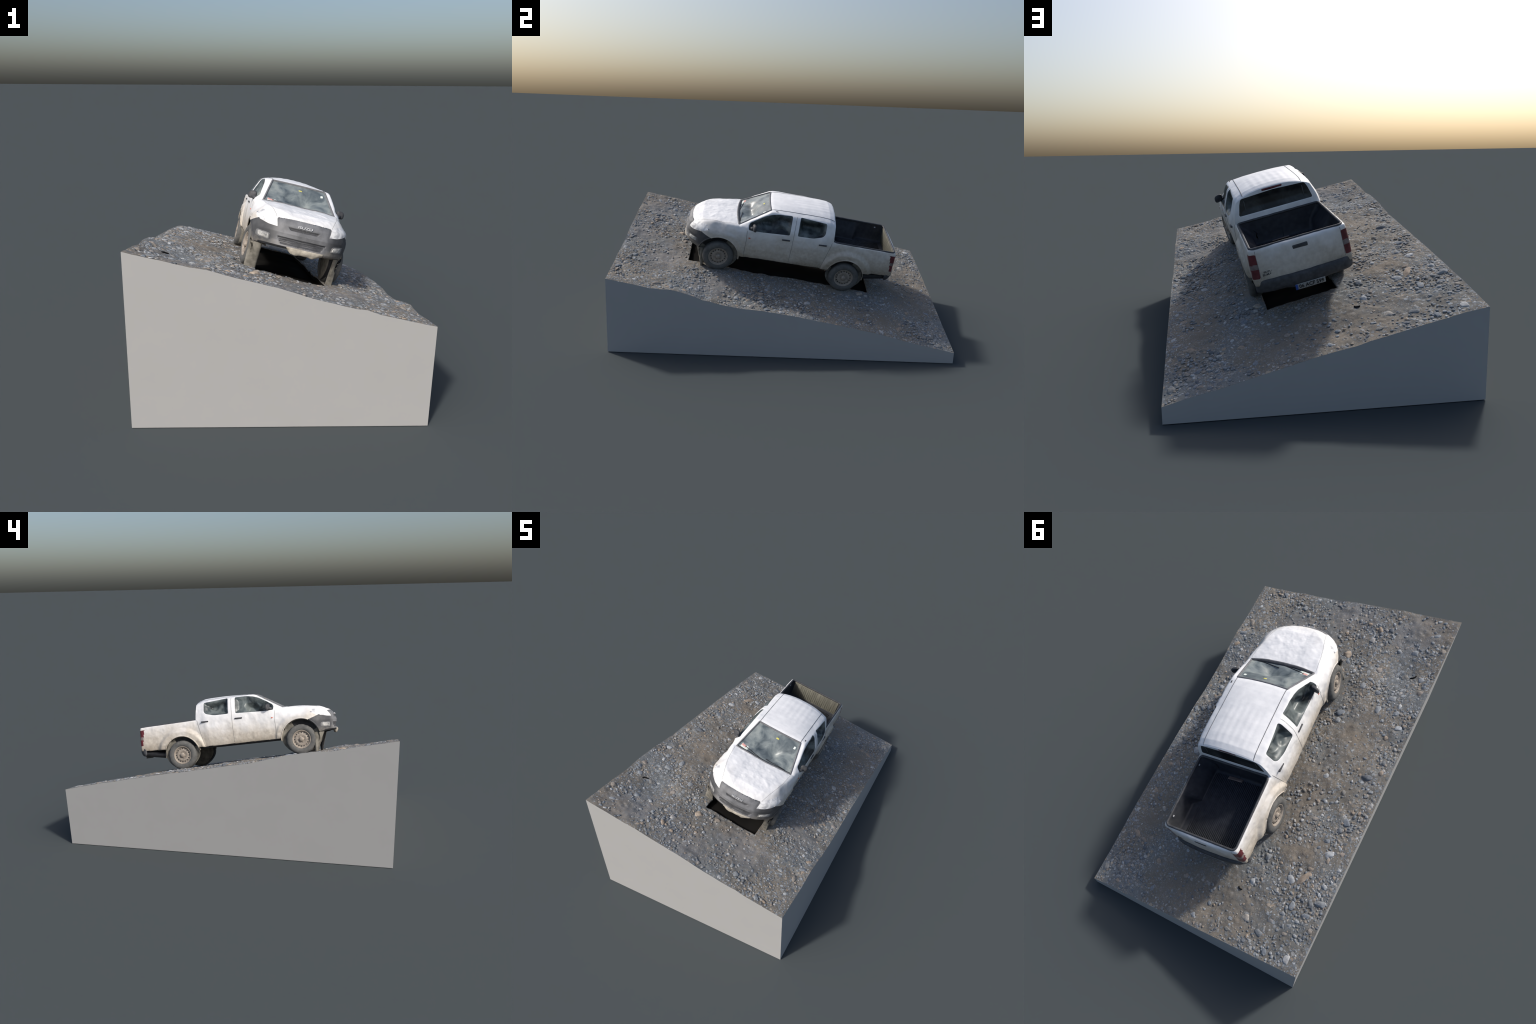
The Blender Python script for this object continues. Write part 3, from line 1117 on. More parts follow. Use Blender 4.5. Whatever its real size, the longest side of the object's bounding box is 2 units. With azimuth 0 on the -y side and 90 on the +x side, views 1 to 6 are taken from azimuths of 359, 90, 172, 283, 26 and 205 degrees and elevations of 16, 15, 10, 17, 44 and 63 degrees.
bump = part("rear_bumper", me, M_BLACKGREY)
mod = bump.modifiers.new("round", "SUBSURF")
mod.levels = mod.render_levels = 1

plate = part("licence_plate", box((.128, .003, .0255), .0012, 2), M_PLATE, loc=(-.0085, .7095, .0225 + HUB), rot=(-.12, 0, 0))
part("plate_band", box((.0105, .0035, .0250), .0008, 1), M_BLUE, plate, loc=(.0588, .0006, 0))
text_part("plate_number", "06 ACF 599", .0235, M_DARK, (-.0040, .0022, 0), (math.pi / 2, 0, math.pi), .0006, plate, .92)
y = .6765
me = box((.064, .006, .017), .004, 3)
part("tailgate_handle", me, M_BLACKGREY, loc=(-.0035, .6895, .1865 + HUB))
text_part("tailgate_badge", "ISUZU", .010, M_BLACKGREY, (.148, .6885, .1155 + HUB), (math.pi / 2, 0, math.pi), .0006, sx=1.2)
text_part("tailgate_badge", "D-MAX", .012, M_BLACKGREY, (.147, .6890, .1045 + HUB), (math.pi / 2, 0, math.pi), .0006, sx=1.25)
geo = []
for s in (-1, 1):
    geo.append(tube([(s * .1795, .6830 - .06 * (z - .15), z) for z in np.linspace(.088, .210, 20)], .0010, 6))
part("tailgate_gap", make_mesh("tailgate_gap", *join_geo(geo)), M_SEAM)
vs = []
part("brake_light", box((.100, .016, .0145), .005, 3, 0), M_RED, loc=(0, .2640, .3370 + HUB), rot=(-.35, 0, 0))

# ------------------------------------------------------------------ load bed: liner tub, floor ribs, rim, inner tailgate
FLOOR = .0985
loop_top = rounded([(-.1940, .2860), (.1940, .2860), (.1940, .6680), (-.1940, .6680)], .024, 10)
levels = [(.2160, 0), (.200, .002), (.150, .005), (.110, .009), (.1015, .013), (FLOOR, .021)]


def shrink(p, dd):
    x, y = p
    cx, cy = 0, .476
    return (x - math.copysign(min(dd, abs(x)), x), y - math.copysign(min(dd, abs(y - cy)), y - cy))


loop_top = dense(loop_top + [loop_top[0]], .006)[:-1]
n = len(loop_top)
vs, fs = [], []
for z, dd in levels:
    for p in loop_top:
        q = shrink(p, dd)
        # wheel-arch boxes bulge into the bed
        wz = sstep(.180, .150, z) * sstep(.125, .085, abs(q[1] - .385))
        x = q[0] - math.copysign(.042 * wz, q[0]) * (1 if abs(q[0]) > .15 else 0)
        back = .026 * sstep(.60, .66, p[1]) * (.2165 - z) / .118
        vs.append((x + .0012 * fbm((p[0], p[1], z), 30, 6), q[1] + back + .0012 * fbm((p[1], p[0], z), 30, 1), z))
for i in range(len(levels) - 1):
    for k in range(n):
        l = (k + 1) % n
        fs.append((i * n + k, i * n + l, (i + 1) * n + l, (i + 1) * n + k))
vs.append((0, .476, FLOOR - .0005))
for k in range(n):
    fs.append(((len(levels) - 1) * n + k, (len(levels) - 1) * n + (k + 1) % n, len(vs) - 1))
me = make_mesh("bed_liner", vs, fs)
fix_normals(me)
me.flip_normals()
part("bed_liner", me, M_LINER)
geo = []
x = -.150
while x < .1501:
    y0 = .312
    y1 = .652
    if abs(x) > .135:
        y0 = .51
    geo.append(tube([(x, y0, FLOOR + .0002), (x, (y0 + y1) / 2, FLOOR + .0004), (x, y1, FLOOR + .0002)], .0022, 6))
    x += .0095
rib = part("floor_rib", make_mesh("floor_rib", *join_geo(geo)), M_LINER)
rib["kind"] = "stuff"
rim_pts = [(p[0] * 1.004, .476 + (p[1] - .476) * 1.004, .2165 + .0009 * fbm((p[0], p[1], 0), 35, 3)) for p in loop_top]
part("bed_rim", make_mesh("bed_rim", *tube(rim_pts, .0058, 10, closed=True)), M_BLACKGREY)
me = box((.350, .004, .104), .0015, 2, 0)
part("inner_tailgate", me, M_GATE_IN, loc=(0, .6720, .158 + HUB), rot=(.09, 0, 0))
geo = []
for k in range(24):
    x = -.161 + .014 * k
    geo.append(tube([(x, .6737, .112), (x, .6696, .158), (x, .6655, .203)], .0010, 6))
ribs = part("tailgate_rib", make_mesh("tailgate_rib", *join_geo(geo)), M_GATE_IN)
ribs["kind"] = "stuff"
part("worn_patch", box((.082, .020, .006), .0028, 3), plain("worn_board", (.22, .17, .15), .8, .1, .3, 40), loc=(.020, .316, FLOOR + .004 + HUB), rot=(.5, 0, .04))
for s, y in ((1, .615), (1, .33), (-1, .615)):
    part("tie_down", box((.004, .010, .008), .0015, 2), M_CHROME, loc=(s * .1895, y, .196 + HUB))

# dark hollow under the truck: an upturned tray of chassis and floor pan
vs, fs = [], []
ys_ = np.linspace(-.565, .655, 40)
for y in ys_:
    zt = float(table(y, [(-.6, .075), (-.52, .150), (-.30, .170), (.255, .195), (.285, .080), (.7, .080)]))
    hw = .166 if y > -.5 else .13
    zb = float(bottom_height(y)) + .002
    vs += [(-hw, y, zb), (-hw, y, zt), (-.05, y, zt), (.05, y, zt), (hw, y, zt), (hw, y, zb)]
for i in range(len(ys_) - 1):
    for k in range(5):
        fs.append((i * 6 + k, i * 6 + k + 1, i * 6 + k + 7, i * 6 + k + 6))
fs += [(0, 1, 2, 3, 4, 5), tuple(len(vs) - 6 + k for k in range(6))]
me = make_mesh("floor_pan", vs, fs, smooth=False)
part("floor_pan", me, M_DARK)

for s in (-1, 1):
    part("side_sill", make_mesh("side_sill", *tube([(s * .195, y, float(bottom_height(y)) + .001) for y in np.linspace(-.272, .268, 30)], .0085, 8)), M_DARK)
    part("frame_rail", make_mesh("frame_rail", *tube([(s * .176, y, z) for y, z in dense([(.49, .012), (.53, .016), (.60, .030), (.672, .044)], .01)], .020, 10)), M_DARK)

# ------------------------------------------------------------------ wheels and wheel wells
TYRE = [(.0560, -.024), (.0600, -.0300), (.0720, -.0325), (.0850, -.0310), (.0915, -.0262), (.0945, -.0180), (.0952, 0), (.0945, .0180), (.0915, .0262), (.0850, .0310), (.0720, .0325), (.0600, .0300), (.0560, .0240), (.0545, .016), (.0545, -.016), (.0560, -.024)]
tyre_me = lathe(TYRE, 96)
bm = bmesh.new()
bm.from_mesh(tyre_me)
for v in bm.verts:
    r = math.hypot(v.co.y, v.co.z)
    t = math.atan2(v.co.z, v.co.y)
    if r > .088:
        k = 1 + (.012 * (1 if math.sin(t * 48 + (0 if v.co.x > 0 else 1.6)) > 0 else -1)) * min(1, (r - .088) / .004)
        v.co.y *= k
        v.co.z *= k
    v.co.x += .0006 * fbm(v.co, 40, 2)
bm.to_mesh(tyre_me)
bm.free()
RIM = [(.0, .0270), (.0085, .0270), (.0105, .0262), (.0125, .0225), (.0210, .0210), (.0265, .0235), (.0330, .0250), (.0390, .0225), (.0440, .0190), (.0485, .0185), (.0505, .0230), (.0540, .0275), (.0575, .0300), (.0595, .0285), (.0575, .0250)]
rim_me = lathe([(r, h) for r, h in RIM] + [(.0545, -.02), (.03, -.022), (0, -.022)], 64)
hub_me = lathe([(0, .0345), (.009, .0340), (.0130, .0315), (.0150, .0270), (.0152, .018)], 32)
geo = []
for k in range(16):
    t = 2 * math.pi * (k + .5) / 16
    cy, cz = .0425 * math.cos(t), .0425 * math.sin(t)
    ring_v = []
    for q in range(12):
        u = 2 * math.pi * q / 12
        a_, b_ = .0040 * math.cos(u), .0030 * math.sin(u)
        ring_v.append((cy - math.sin(t) * b_ + math.cos(t) * a_, cz + math.cos(t) * b_ + math.sin(t) * a_))
    vv = [(.0222, p, q) for p, q in ring_v] + [(.0150, p, q) for p, q in ring_v]
    ff = [tuple(range(12)), tuple(range(12, 24))[::-1]] + [(i, (i + 1) % 12, 12 + (i + 1) % 12, 12 + i) for i in range(12)]
    geo.append((vv, ff))
vent_me = make_mesh("rim_vent", *join_geo(geo), smooth=False)
fix_normals(vent_me)
geo = []
for k in range(6):
    t = 2 * math.pi * k / 6
    vv = [(h, .0210 * math.cos(t) + .0024 * math.cos(u), .0210 * math.sin(t) + .0024 * math.sin(u)) for h in (.0195, .0260) for u in np.linspace(0, 2 * np.pi, 6, endpoint=False)]
    ff = [tuple(range(6)), tuple(range(6, 12))] + [(i, (i + 1) % 6, 6 + (i + 1) % 6, 6 + i) for i in range(6)]
    geo.append((vv, ff))
nut_me = make_mesh("wheel_nut", *join_geo(geo), smooth=False)
fix_normals(nut_me)

for (yh, key) in ((-.3955, "front"), (.3955, "rear")):
    for s in (-1, 1):
        w = bpy.data.objects.new("wheel", None)
        bpy.context.scene.collection.objects.link(w)
        w.parent = truck
        w.location = (s * .1975, yh, HUB)
        steer = math.radians(6) if key == "front" else 0
        w.rotation_euler = (.7 * s + yh, 0, steer + (math.pi if s < 0 else 0))
        w.rotation_mode = "XYZ"
        add("tyre", tyre_me, w, M_TYRE)
        add("rim", rim_me, w, M_RIM)
        add("hub_cap", hub_me, w, M_RIM)
        add("rim_vent", vent_me, w, M_DARK)
        add("wheel_nut", nut_me, w, M_RIM)
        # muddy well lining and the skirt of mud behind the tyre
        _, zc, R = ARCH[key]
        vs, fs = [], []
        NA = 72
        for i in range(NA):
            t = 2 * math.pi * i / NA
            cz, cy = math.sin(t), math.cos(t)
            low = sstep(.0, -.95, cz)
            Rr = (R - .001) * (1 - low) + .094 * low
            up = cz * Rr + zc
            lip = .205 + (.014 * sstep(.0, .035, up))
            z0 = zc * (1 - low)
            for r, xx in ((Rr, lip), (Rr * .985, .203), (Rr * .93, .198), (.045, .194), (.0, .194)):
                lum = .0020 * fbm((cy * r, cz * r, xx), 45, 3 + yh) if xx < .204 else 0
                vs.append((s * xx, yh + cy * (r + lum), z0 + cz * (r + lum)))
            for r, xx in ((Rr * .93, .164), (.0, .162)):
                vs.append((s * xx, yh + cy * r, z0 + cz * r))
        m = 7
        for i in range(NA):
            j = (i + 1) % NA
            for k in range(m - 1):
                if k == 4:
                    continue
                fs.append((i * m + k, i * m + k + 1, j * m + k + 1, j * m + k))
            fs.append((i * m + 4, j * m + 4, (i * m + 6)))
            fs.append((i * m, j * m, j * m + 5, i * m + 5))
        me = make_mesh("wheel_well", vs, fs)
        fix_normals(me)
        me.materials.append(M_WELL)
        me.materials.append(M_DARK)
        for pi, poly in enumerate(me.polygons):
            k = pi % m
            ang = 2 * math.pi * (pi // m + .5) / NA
            dark_sector = math.sin(ang) > .42 and math.cos(ang) < .45  # upper front sector of the lining coloured near-black
            if k == 5 or (k == 6 and s > 0) or (dark_sector and k in (1, 2, 3)):
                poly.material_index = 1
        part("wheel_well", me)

# sheets of mud and lining that hang from the bumper to the ground ahead of the front wheels
for s, x0, x1, front_top, front_bot, mat in ((-1, .162, .217, -.545, -.488, M_WELL), (1, .176, .208, -.533, -.490, M_WELL)):
    vs, fs = [], []
    NXs, NZs = 9, 12
    for lay in (0, 1):
        for i in range(NXs):
            for j in range(NZs):
                u, w = i / (NXs - 1), j / (NZs - 1)
                z = .034 - .131 * w
                x = x0 + (x1 - x0) * u
                ft = max(front_top, nose_y(s * min(x, .215), .050) + .014 + .012 * sstep(.21, .225, x))
                y = ft + (front_bot - ft) * w ** .9
                y = y + (max(.012, -.478 - y) if lay else 0)
                y += .0016 * fbm((x, y, z), 60, 5 + s)
                vs.append((s * x, y, z))
    o = NXs * NZs
    for i in range(NXs - 1):
        for j in range(NZs - 1):
            f = (i * NZs + j, (i + 1) * NZs + j, (i + 1) * NZs + j + 1, i * NZs + j + 1)
            fs += [f, tuple(k + o for k in f[::-1])]
    inner = []
    for j in range(NZs - 1):
        inner.append(len(fs))
        fs.append((j, j + 1, j + 1 + o, j + o))
        k = (NXs - 1) * NZs + j
        fs.append((k, k + 1, k + 1 + o, k + o))
    me = make_mesh("mud_skirt", vs, fs)
    me.materials.append(mat)
    me.materials.append(M_DARK)
    for k in inner:
        me.polygons[k].material_index = 1
    fix_normals(me)
    part("mud_skirt", me)

for key, (yh, zh, r) in ARCH.items():
    for s in (-1, 1):
        for lo_, hi_, mat in (((-.10, 1.02, M_PAINT), (1.04, 3.05, M_PAINT)) if key == "rear" else ((-.05, 2.05, M_PAINT), (2.10, 3.05, M_PLASTIC))):
            pts = []
            for t in np.linspace(lo_, hi_, 36):
                y, z = yh + (r + .0035) * math.cos(t), zh + (r + .0035) * math.sin(t)
                pts.append((s * (side_x(y, max(z, .03), s) - .0015), y, z))
            part("arch_lip", make_mesh("arch_lip", *tube(pts, .0042, 8)), mat)

# ------------------------------------------------------------------ the gravel slope block
SX, SY = .605, 1.0
EDGE_F = [(-.605, .744), (-.471, .7169), (-.351, .6853), (-.287, .6754), (-.187, .645), (-.02, .6026), (.141, .5518), (.283, .5145), (.328, .5096), (.388, .4879), (.605, .4395)]
EDGE_B = [(-.605, .3645), (-.506, .3468), (-.435, .3297), (-.351, .31), (-.156, .2623), (-.114, .2495), (.049, .2128), (.171, .1793), (.285, .1491), (.384, .1217), (.505, .0928), (.605, .066)]
EDGE_R = [(-1, .4395), (-.894, .4212), (-.759, .3949), (-.695, .3897), (-.641, .3898), (-.578, .375), (-.514, .3563), (-.45, .3318), (-.368, .3136), (-.239, .2894), (-.12, .2822), (.064, .2569), (.288, .2162), (.532, .171), (.798, .1061), (1, .066)]
EDGE_L = [(-1, .744), (-.781, .7053), (-.645, .6767), (-.54, .6683), (-.374, .6385), (-.185, .5887), (.063, .5446), (.34, .4968), (.66, .4369), (.78, .4144), (1, .3645)]
CONTACT = []
for l, dz in (((-.2, -.395, -.095), 0), ((.2, -.395, -.095), 0), ((-.2, .395, -.095), 0), ((.2, .395, -.095), 0), ((-.165, -.565, -.088), 0), ((.165, -.565, -.094), 0), ((.18, .584, -.096), 0), ((-.135, .587, -.095), 0), ((-.167, -.652, -.094), 0)):
    CONTACT.append(to_world(l))
CONTACT = np.array(CONTACT)


def slope(x, y):
    u, w = (x + SX) / (2 * SX), (y + SY) / (2 * SY)
    f, b, l, r = table(x, EDGE_F), table(x, EDGE_B), table(y, EDGE_L), table(y, EDGE_R)
    return (1 - w) * f + w * b + (1 - u) * l + u * r - ((1 - u) * (1 - w) * .744 + u * (1 - w) * .4395 + (1 - u) * w * .3645 + u * w * .066)


SIG = .13
G = np.exp(-((CONTACT[:, None, :2] - CONTACT[None, :, :2]) ** 2).sum(-1) / (2 * SIG ** 2)) + 1e-2 * np.eye(len(CONTACT))
WGT = np.linalg.solve(G, CONTACT[:, 2] - slope(CONTACT[:, 0], CONTACT[:, 1]))


def ground(x, y):
    x, y = np.asarray(x, float), np.asarray(y, float)
    z = slope(x, y)
    for (cx, cy, _), w in zip(CONTACT, WGT):
        z = z + w * np.exp(-((x - cx) ** 2 + (y - cy) ** 2) / (2 * SIG ** 2))
    for cx, cy, rx, ry, dz in ((-.43, -.63, .11, .15, -.026), (-.36, -.62, .20, .26, -.012), (-.48, -.84, .14, .12, -.008), (.34, -.30, .11, .16, .013), (-.34, -.11, .09, .13, .009), (-.33, .36, .07, .10, .006), (-.28, .78, .14, .13, -.009), (-.02, .79, .13, .12, -.008), (-.43, .24, .07, .08, -.006), (.52, -.59, .06, .09, -.008), (.54, -.01, .05, .10, -.005)):
        z = z + dz * np.exp(-((x - cx) / rx) ** 2 - ((y - cy) / ry) ** 2) * np.minimum(1, (SX - np.abs(x)) / .04)
    return z


HOLE_T = [(-.166, -.566), (.166, -.566), (.181, .585), (-.136, .588)]
HOLE = [tuple(to_world((p[0], p[1], -.094))[:2]) for p in HOLE_T]
HOLE_D = dense([*HOLE, HOLE[0]], .02)[:-1]

NXG, NYG = 260, 430
gx, gy = np.meshgrid(np.linspace(-SX, SX, NXG), np.linspace(-SY, SY, NYG), indexing="ij")
inx, iny = (np.abs(gx) < SX - 1e-6), (np.abs(gy) < SY - 1e-6)
jit = rng.normal(size=(2,) + gx.shape) * .0007
gx = gx + np.where(inx, jit[0], 0)
gy = gy + np.where(iny, jit[1], 0)
gf = []
for i in range(NXG - 1):
    for j in range(NYG - 1):
        gf.append((i * NYG + j, (i + 1) * NYG + j, (i + 1) * NYG + j + 1, i * NYG + j + 1))
gf = np.array(gf)
P2 = np.stack([gx.ravel(), gy.ravel()], -1)
cen = P2[gf].mean(1)
keep = ~inside_poly(cen[:, 0], cen[:, 1], HOLE)
kin, kout = set(gf[keep].ravel().tolist()), set(gf[~keep].ravel().tolist())
bd = np.array(sorted(kin & kout))
X, dd_ = nearest_on(HOLE, P2[bd])
P2[bd] = X
for cpt in HOLE:
    q = bd[((P2[bd] - np.array(cpt)) ** 2).sum(1).argmin()]
    P2[q] = cpt
gz = ground(P2[:, 0], P2[:, 1])
edge_fade = np.minimum(sstep(0, .02, SX - np.abs(P2[:, 0])), sstep(0, .02, SY - np.abs(P2[:, 1])))
Q3 = np.column_stack([P2, np.zeros(len(P2))])
rel = .0040 * vnoise(Q3, 9, 1.5) + .0028 * vnoise(Q3, 26, 4.2) + .0013 * vnoise(Q3, 60, 7.7)
tl_ = to_truck(np.column_stack([P2, gz]))
near = np.ones(len(P2))
for yh in (-.3955, .3955):
    for s in (-1, 1):
        near *= 1 - .8 * np.exp(-(((tl_[:, 0] - s * .197) / .05) ** 2 + ((tl_[:, 1] - yh) / .07) ** 2))
gz = gz + rel * (.35 + .65 * edge_fade) * near * np.where(edge_fade < .001, .6, 1)
for sx_, sy_, z_ in ((-1, -1, .744), (1, -1, .4395), (-1, 1, .3645), (1, 1, .066)):
    i = ((P2 - np.array([sx_ * SX, sy_ * SY])) ** 2).sum(1).argmin()
    gz[i] = z_
GV = np.column_stack([P2, gz])

slope_top = bpy.data.objects.new("gravel_slope", None)
bpy.context.scene.collection.objects.link(slope_top)
slope_top["label"] = "beige block with sloping stony gravel top and dark pit"
slope_top["category"] = "gravel slope"

used = np.unique(gf[keep])
remap_ = -np.ones(len(GV), int)
remap_[used] = np.arange(len(used))
tv = GV[used]
tf = remap_[gf[keep]]
# give the gravel crust a thickness, with a rim around the pit
low = tv - np.array([0, 0, .005])
low[:, 0] = np.clip(low[:, 0], -SX + .0085, SX - .0085)
low[:, 1] = np.clip(low[:, 1], -SY + .0085, SY - .0085)
nt = len(tv)
pit = {int(remap_[q]) for q in bd}
rim_f = []
for f in tf:
    for k in range(4):
        p, q = int(f[k]), int(f[(k + 1) % 4])
        if p in pit and q in pit:
            rim_f.append((p, q))
seen = {}
for p, q in rim_f:
    seen[frozenset((p, q))] = seen.get(frozenset((p, q)), 0) + 1
quads = [tuple(f) for f in tf] + [tuple(int(k) + nt for k in f[::-1]) for f in tf]
quads += [(q, p, p + nt, q + nt) for p, q in rim_f if seen[frozenset((p, q))] == 1]
me = make_mesh("gravel_surface", np.concatenate([tv, low]), quads)
surf = add("gravel_surface", me, slope_top, M_GROUND)

# black pit under the truck: a tray about a hand deep at full size
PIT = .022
NU, NW = 24, 70
h00, h10, h11, h01 = (np.array(p) for p in HOLE)
cen_h = (h00 + h10 + h11 + h01) / 4


def pit_point(u, w, drop):
    q = (h00 * (1 - u) + h10 * u) * (1 - w) + (h01 * (1 - u) + h11 * u) * w
    q = cen_h + (q - cen_h) * 1.004
    return (q[0], q[1], float(ground(q[0], q[1])) - drop)


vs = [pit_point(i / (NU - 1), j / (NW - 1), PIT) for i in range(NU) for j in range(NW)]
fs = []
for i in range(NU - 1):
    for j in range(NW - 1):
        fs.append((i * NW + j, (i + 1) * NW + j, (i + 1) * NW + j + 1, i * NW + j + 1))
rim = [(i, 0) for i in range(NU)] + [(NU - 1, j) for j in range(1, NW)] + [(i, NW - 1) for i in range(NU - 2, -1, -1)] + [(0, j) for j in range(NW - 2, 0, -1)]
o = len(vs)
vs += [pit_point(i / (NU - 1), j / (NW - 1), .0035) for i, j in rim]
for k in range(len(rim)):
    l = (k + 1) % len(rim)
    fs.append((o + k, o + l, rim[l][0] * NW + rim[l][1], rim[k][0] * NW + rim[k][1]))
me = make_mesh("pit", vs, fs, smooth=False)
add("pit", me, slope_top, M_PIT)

# block walls follow the cut edge of the gravel exactly
idx = np.arange(NXG * NYG).reshape(NXG, NYG)
loops = {"front": idx[:, 0], "back": idx[:, -1], "left": idx[0, :], "right": idx[-1, :]}
INW = {"front": (0, 1), "back": (0, -1), "left": (1, 0), "right": (-1, 0)}
for key, l in loops.items():
    top = GV[l]
    nin = np.array([*INW[key], 0.0])
    vs, fs = [], []
    k = len(l)
    out_t = top + np.array([0, 0, -.0003])
    # mitre so that neighbouring walls butt without overlapping
    t = .008
    along = 0 if key in ("front", "back") else 1
    lim = (SX if along == 0 else SY) - t
    inn = out_t + nin * t - np.array([0, 0, .004])
    inn[:, along] = np.clip(inn[:, along], -lim, lim)
    ob = out_t.copy()
    ob[:, 2] = 0
    ib = inn.copy()
    ib[:, 2] = .0
    vs = np.concatenate([out_t, inn, ob, ib])
    for i in range(k - 1):
        fs += [(i, i + 1, 2 * k + i + 1, 2 * k + i), (k + i, 3 * k + i, 3 * k + i + 1, k + i + 1), (i, k + i, k + i + 1, i + 1), (2 * k + i, 2 * k + i + 1, 3 * k + i + 1, 3 * k + i)]
    me = make_mesh("block_wall", vs, fs, smooth=False)
    fix_normals(me)
    add("block_wall", me, slope_top, M_BLOCK)
me = box((2 * SX - .018, 2 * SY - .018, .006))
add("block_floor", me, slope_top, M_BLOCK, (0, 0, .0035))


# ------------------------------------------------------------------ stones
def stone_mesh(name, seed, sub, rough=.32, flat=.62):
    bm = bmesh.new()
    bmesh.ops.create_icosphere(bm, subdivisions=sub, radius=1)
    r = random.Random(seed)
    cuts = [Vector((r.gauss(0, 1), r.gauss(0, 1), r.gauss(0, .7))).normalized() for _ in range(6)]
    offs = [r.uniform(.62, .9) for _ in cuts]
    for v in bm.verts:
        p = v.co.copy()
        k = 1 + rough * fbm(p, .9, seed * 1.7, 2)
        p *= k
        for c, o_ in zip(cuts, offs):
            e = p.dot(c) - o_
            if e > 0:
                p -= c * e * .8
        p.z *= flat
        v.co = p
    me = bpy.data.meshes.new(name)
    bm.to_mesh(me)
    bm.free()
    me.polygons.foreach_set("use_smooth", [True] * len(me.polygons))
    return me


LUX, LUY = np.linspace(-SX, SX, 122), np.linspace(-SY, SY, 202)
LUT = ground(*np.meshgrid(LUX, LUY, indexing="ij"))


def gz_at(x, y):
    u, w = (x + SX) / (2 * SX) * 121, (y + SY) / (2 * SY) * 201
    i, j = min(max(int(u), 0), 120), min(max(int(w), 0), 200)
    u, w = u - i, w - j
    return float((LUT[i, j] * (1 - u) + LUT[i + 1, j] * u) * (1 - w) + (LUT[i, j + 1] * (1 - u) + LUT[i + 1, j + 1] * u) * w)


def surface_normal(x, y):
    e = .01
    n = Vector((gz_at(x - e, y) - gz_at(x + e, y), gz_at(x, y - e) - gz_at(x, y + e), 2 * e))
    return n.normalized()


def free_spot(x, y, r):
    """keep stones off the walls, the pit and the tyres"""
    if abs(x) > SX - r * 1.45 or abs(y) > SY - r * 1.45:
        return False
    lx, ly, _ = to_truck((x, y, gz_at(x, y)))
    if -.17 - r < lx < .186 + r and -.57 - r < ly < .59 + r:
        return False
    if abs(abs(ly) - .3955) < .11 and abs(abs(lx) - .197) < .05 + r:
        return False
    return True


def stoniness(x, y):
    """0..1, how many loose stones lie here; sandy drifts and driven lanes are poorer"""
    v = .55 + .9 * mn.noise(Vector((x * 5, y * 5, 3.3))) + .4 * mn.noise(Vector((x * 13, y * 13, 7.3)))
    for cx, cy, rx, ry, k in ((-.34, -.17, .12, .24, .8), (-.17, .84, .22, .18, .6), (.10, .80, .28, .2, .45), (-.40, -.9, .2, .12, .55), (-.05, -.9, .2, .12, .5), (.22, -.72, .22, .16, .5), (.43, -.42, .10, .16, .6), (-.40, .46, .1, .1, .5)):
        v -= k * math.exp(-(((x - cx) / rx) ** 2 + ((y - cy) / ry) ** 2))
    for cx, cy, rx, ry, k in ((-.35, -.56, .2, .17, .5), (.5, -.1, .12, .3, .5), (-.5, .3, .1, .3, .3), (-.48, .70, .14, .2, .4), (.42, .7, .18, .2, .3), (-.2, -.80, .14, .08, .35)):
        v += k * math.exp(-(((x - cx) / rx) ** 2 + ((y - cy) / ry) ** 2))
    return max(.04, min(1, v))


KINDS = [stone_mesh("stone", k + 1, 3, .32, .48) for k in range(9)]
for k in KINDS:
    k.materials.append(M_STONE)
tan_me = stone_mesh("tan_boulder", 41, 4, .25, .7)
tan_me.materials.append(M_TAN)
placed = []


def put_stone(x, y, r, elong=1.0, me=None, yaw=None, sink=.20, name="stone"):
    me = me or random.choice(KINDS)
    x, y = (math.copysign(min(abs(v), S - 1.3 * r * elong), v) for v, S in ((x, SX), (y, SY)))
    n = surface_normal(x, y)
    q = Vector((0, 0, 1)).rotation_difference(n)
    yaw = random.uniform(0, 6.28) if yaw is None else yaw
    Mq = q.to_matrix().to_4x4() @ Matrix.Rotation(yaw, 4, "Z") @ Matrix.Diagonal((r * elong, r / elong ** .5, r * random.uniform(.75, 1.0), 1))
    z = float(ground(x, y)) + .0015 - r * sink
    o = add(name, me, slope_top)
    o.matrix_local = Matrix.Translation((x, y, z)) @ Mq
    placed.append((x, y, r))


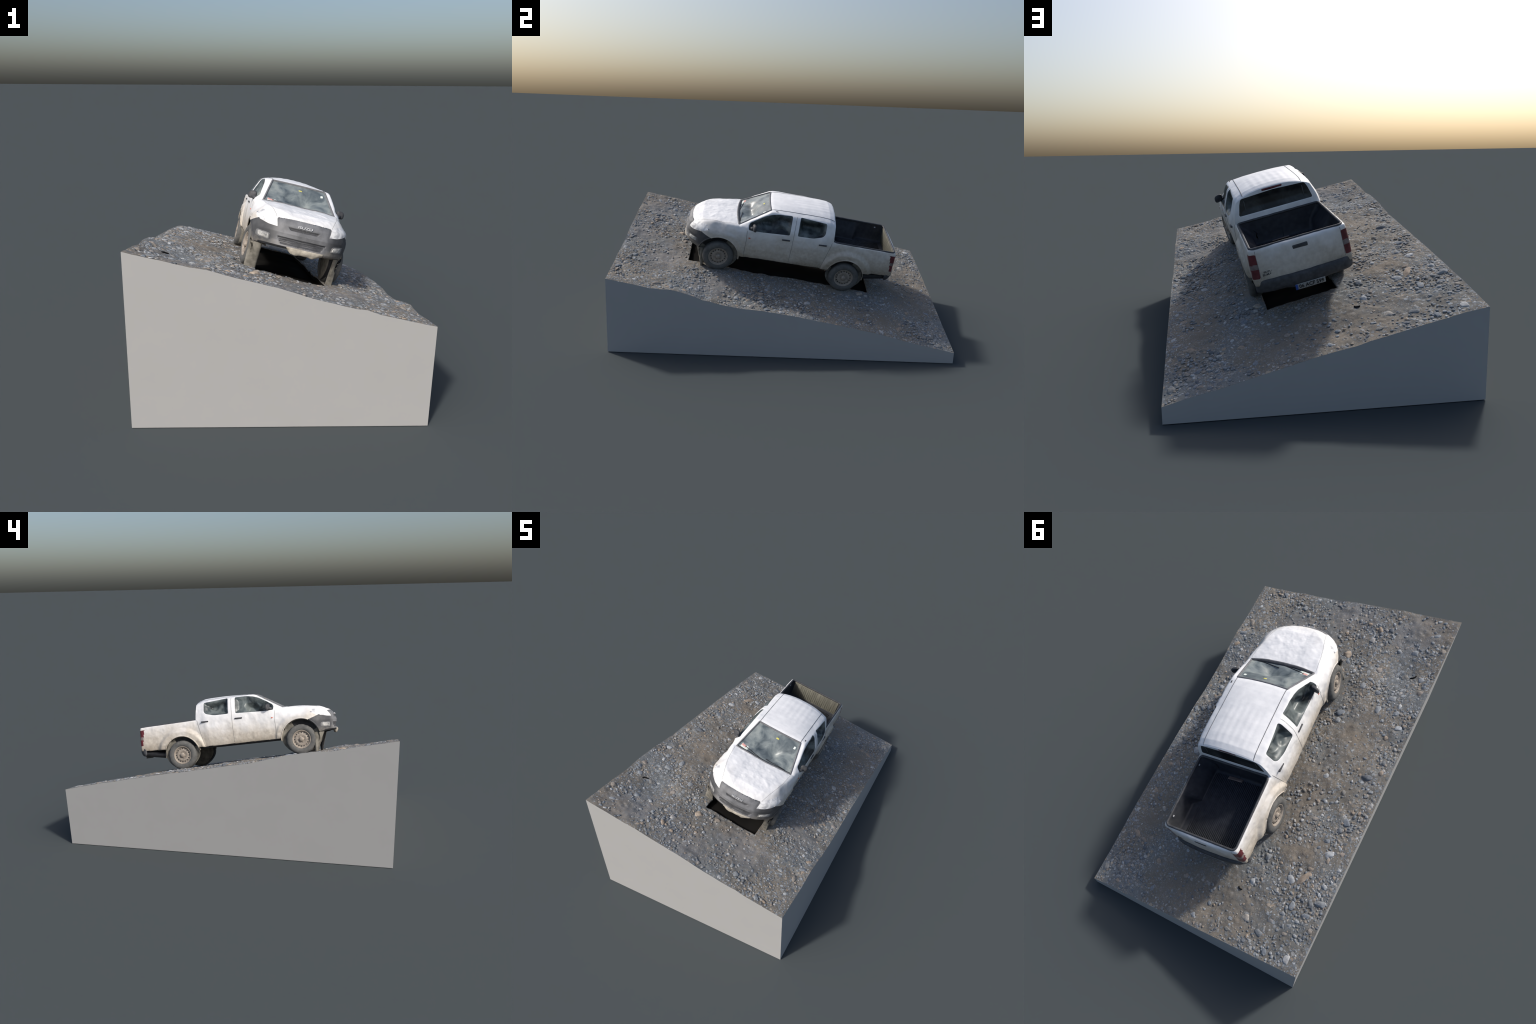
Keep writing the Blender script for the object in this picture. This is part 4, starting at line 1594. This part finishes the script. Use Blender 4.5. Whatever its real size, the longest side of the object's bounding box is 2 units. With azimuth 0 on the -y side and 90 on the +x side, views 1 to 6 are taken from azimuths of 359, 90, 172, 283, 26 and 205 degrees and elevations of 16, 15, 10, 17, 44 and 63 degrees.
# the ones that stand out, (x, y, radius, elongation)
put_stone(-.101, -.667, .026, 1.15, tan_me, .3, .25)
NOTED = [(-.457, -.620, .024, 1.25), (-.310, -.616, .019, 1.2), (-.267, -.495, .020, 1.2), (-.345, -.562, .016, 1), (-.446, -.460, .022, 1.2),
         (-.357, -.479, .016, 1.1), (-.225, -.616, .013, 1.3), (-.389, -.596, .013, 1.2), (-.253, -.560, .012, 1.1), (-.586, -.798, .018, 1.1),
         (-.447, -.768, .018, 1.3), (-.498, -.380, .016, 1.1), (-.539, -.303, .016, 1.3), (-.497, -.175, .014, 1), (-.212, -.856, .017, 1.3),
         (-.309, .056, .016, 1.1), (-.504, -.003, .021, 1.5), (-.559, -.048, .017, 1), (-.572, -.566, .014, 1), (-.441, .577, .027, 1.7),
         (-.510, .250, .020, 1.1), (-.495, .299, .016, 1), (-.523, .677, .016, 1.3), (-.573, .658, .022, 1.3), (-.573, .792, .013, 1.2),
         (-.431, .110, .013, 1), (-.508, .461, .014, 1.2), (-.527, .736, .015, 1.4), (-.472, .809, .014, 1.3), (-.584, .126, .014, 1.1),
         (.500, .693, .022, 1.3), (.350, .690, .014, 1.1), (.578, .914, .020, 1.2), (-.011, .946, .014, 1.4), (-.356, .895, .020, 1.3),
         (-.060, .865, .011, 1), (.392, .788, .012, 1), (.548, .335, .020, 1.5), (.498, .258, .016, 1), (.542, .274, .014, 1.1),
         (.586, -.013, .013, 1), (.586, -.094, .013, 1), (.547, -.108, .014, 1.2), (.571, -.180, .017, 1.3), (.560, -.640, .018, 1.5), (.420, -.560, .014, 1.2)]
for x, y, r, e in NOTED:
    put_stone(x, y, r, e)
tries = 0
while len(placed) < 300 and tries < 20000:
    tries += 1
    x, y = random.uniform(-SX, SX), random.uniform(-SY, SY)
    r = min(.021, max(.0090, random.lognormvariate(math.log(.0112), .30)))
    if random.random() > stoniness(x, y) or not free_spot(x, y, r):
        continue
    if any((x - a) ** 2 + (y - b) ** 2 < (1.0 * (r + c)) ** 2 for a, b, c in placed):
        continue
    put_stone(x, y, r, random.uniform(.95, 1.35))

# countless small pebbles, one joined part
protos = []
for k in range(8):
    t_ = stone_mesh("proto", 60 + k, 2, .3, .42)
    pv = np.array([v.co[:] for v in t_.vertices])
    pf = np.array([p.vertices[:] for p in t_.polygons])
    protos.append((pv, pf))
    bpy.data.meshes.remove(t_)
big_grid = {}
for a, b, c in placed:
    big_grid.setdefault((int(a * 10), int(b * 10)), []).append((a, b, c))
cell = {}
vs, fs, off, count = [], [], 0, 0
tries = 0
while count < 3900 and tries < 60000:
    tries += 1
    x, y = random.uniform(-SX, SX), random.uniform(-SY, SY)
    r = min(.0095, max(.0032, random.lognormvariate(math.log(.0060), .36)))
    if random.random() > .10 + .90 * stoniness(x, y) ** 1.3 or not free_spot(x, y, r):
        continue
    ci, cj = int(x // .02), int(y // .02)
    if any((x - a) ** 2 + (y - b) ** 2 < (.85 * (r + c)) ** 2 for i in (-1, 0, 1) for j in (-1, 0, 1) for a, b, c in cell.get((ci + i, cj + j), ())):
        continue
    cell.setdefault((ci, cj), []).append((x, y, r))
    pv, pf = protos[count % 8]
    n = surface_normal(x, y)
    e = random.uniform(.95, 1.35)
    R3 = np.array((Vector((0, 0, 1)).rotation_difference(n).to_matrix() @ Matrix.Rotation(random.uniform(0, 6.28), 3, "Z")))
    q = (pv * np.array([r * e, r / e ** .5, r * random.uniform(.7, 1)])) @ R3.T + np.array([x, y, gz_at(x, y) + .0010 - r * .14])
    vs.append(q)
    fs.append(pf + off)
    off += len(pv)
    count += 1
vs = np.concatenate(vs)
fs = np.concatenate(fs)
me = bpy.data.meshes.new("pebbles")
me.vertices.add(len(vs))
me.vertices.foreach_set("co", vs.ravel())
me.loops.add(fs.size)
me.loops.foreach_set("vertex_index", fs.ravel().astype(np.int32))
me.polygons.add(len(fs))
me.polygons.foreach_set("loop_start", np.arange(0, fs.size, 3, dtype=np.int32))
me.polygons.foreach_set("loop_total", np.full(len(fs), 3, dtype=np.int32))
me.update(calc_edges=True)
me.validate()
me.polygons.foreach_set("use_smooth", [True] * len(me.polygons))
peb = add("pebbles", me, slope_top, M_PEBBLE)
peb["kind"] = "stuff"

# charred twigs
for (x, y), (dx, dy), r in (((-.495, -.621), (.030, .012), .0036), ((-.171, .741), (.026, -.006), .0035)):
    pts = []
    for t in np.linspace(-.5, .5, 9):
        px_, py_ = x + dx * t + .002 * math.sin(9 * t), y + dy * t * 1.6 + .002 * math.cos(7 * t)
        pts.append((px_, py_, float(ground(px_, py_)) + .004))
    add("twig", make_mesh("twig", *tube(pts, r, 8)), slope_top, M_TWIG)
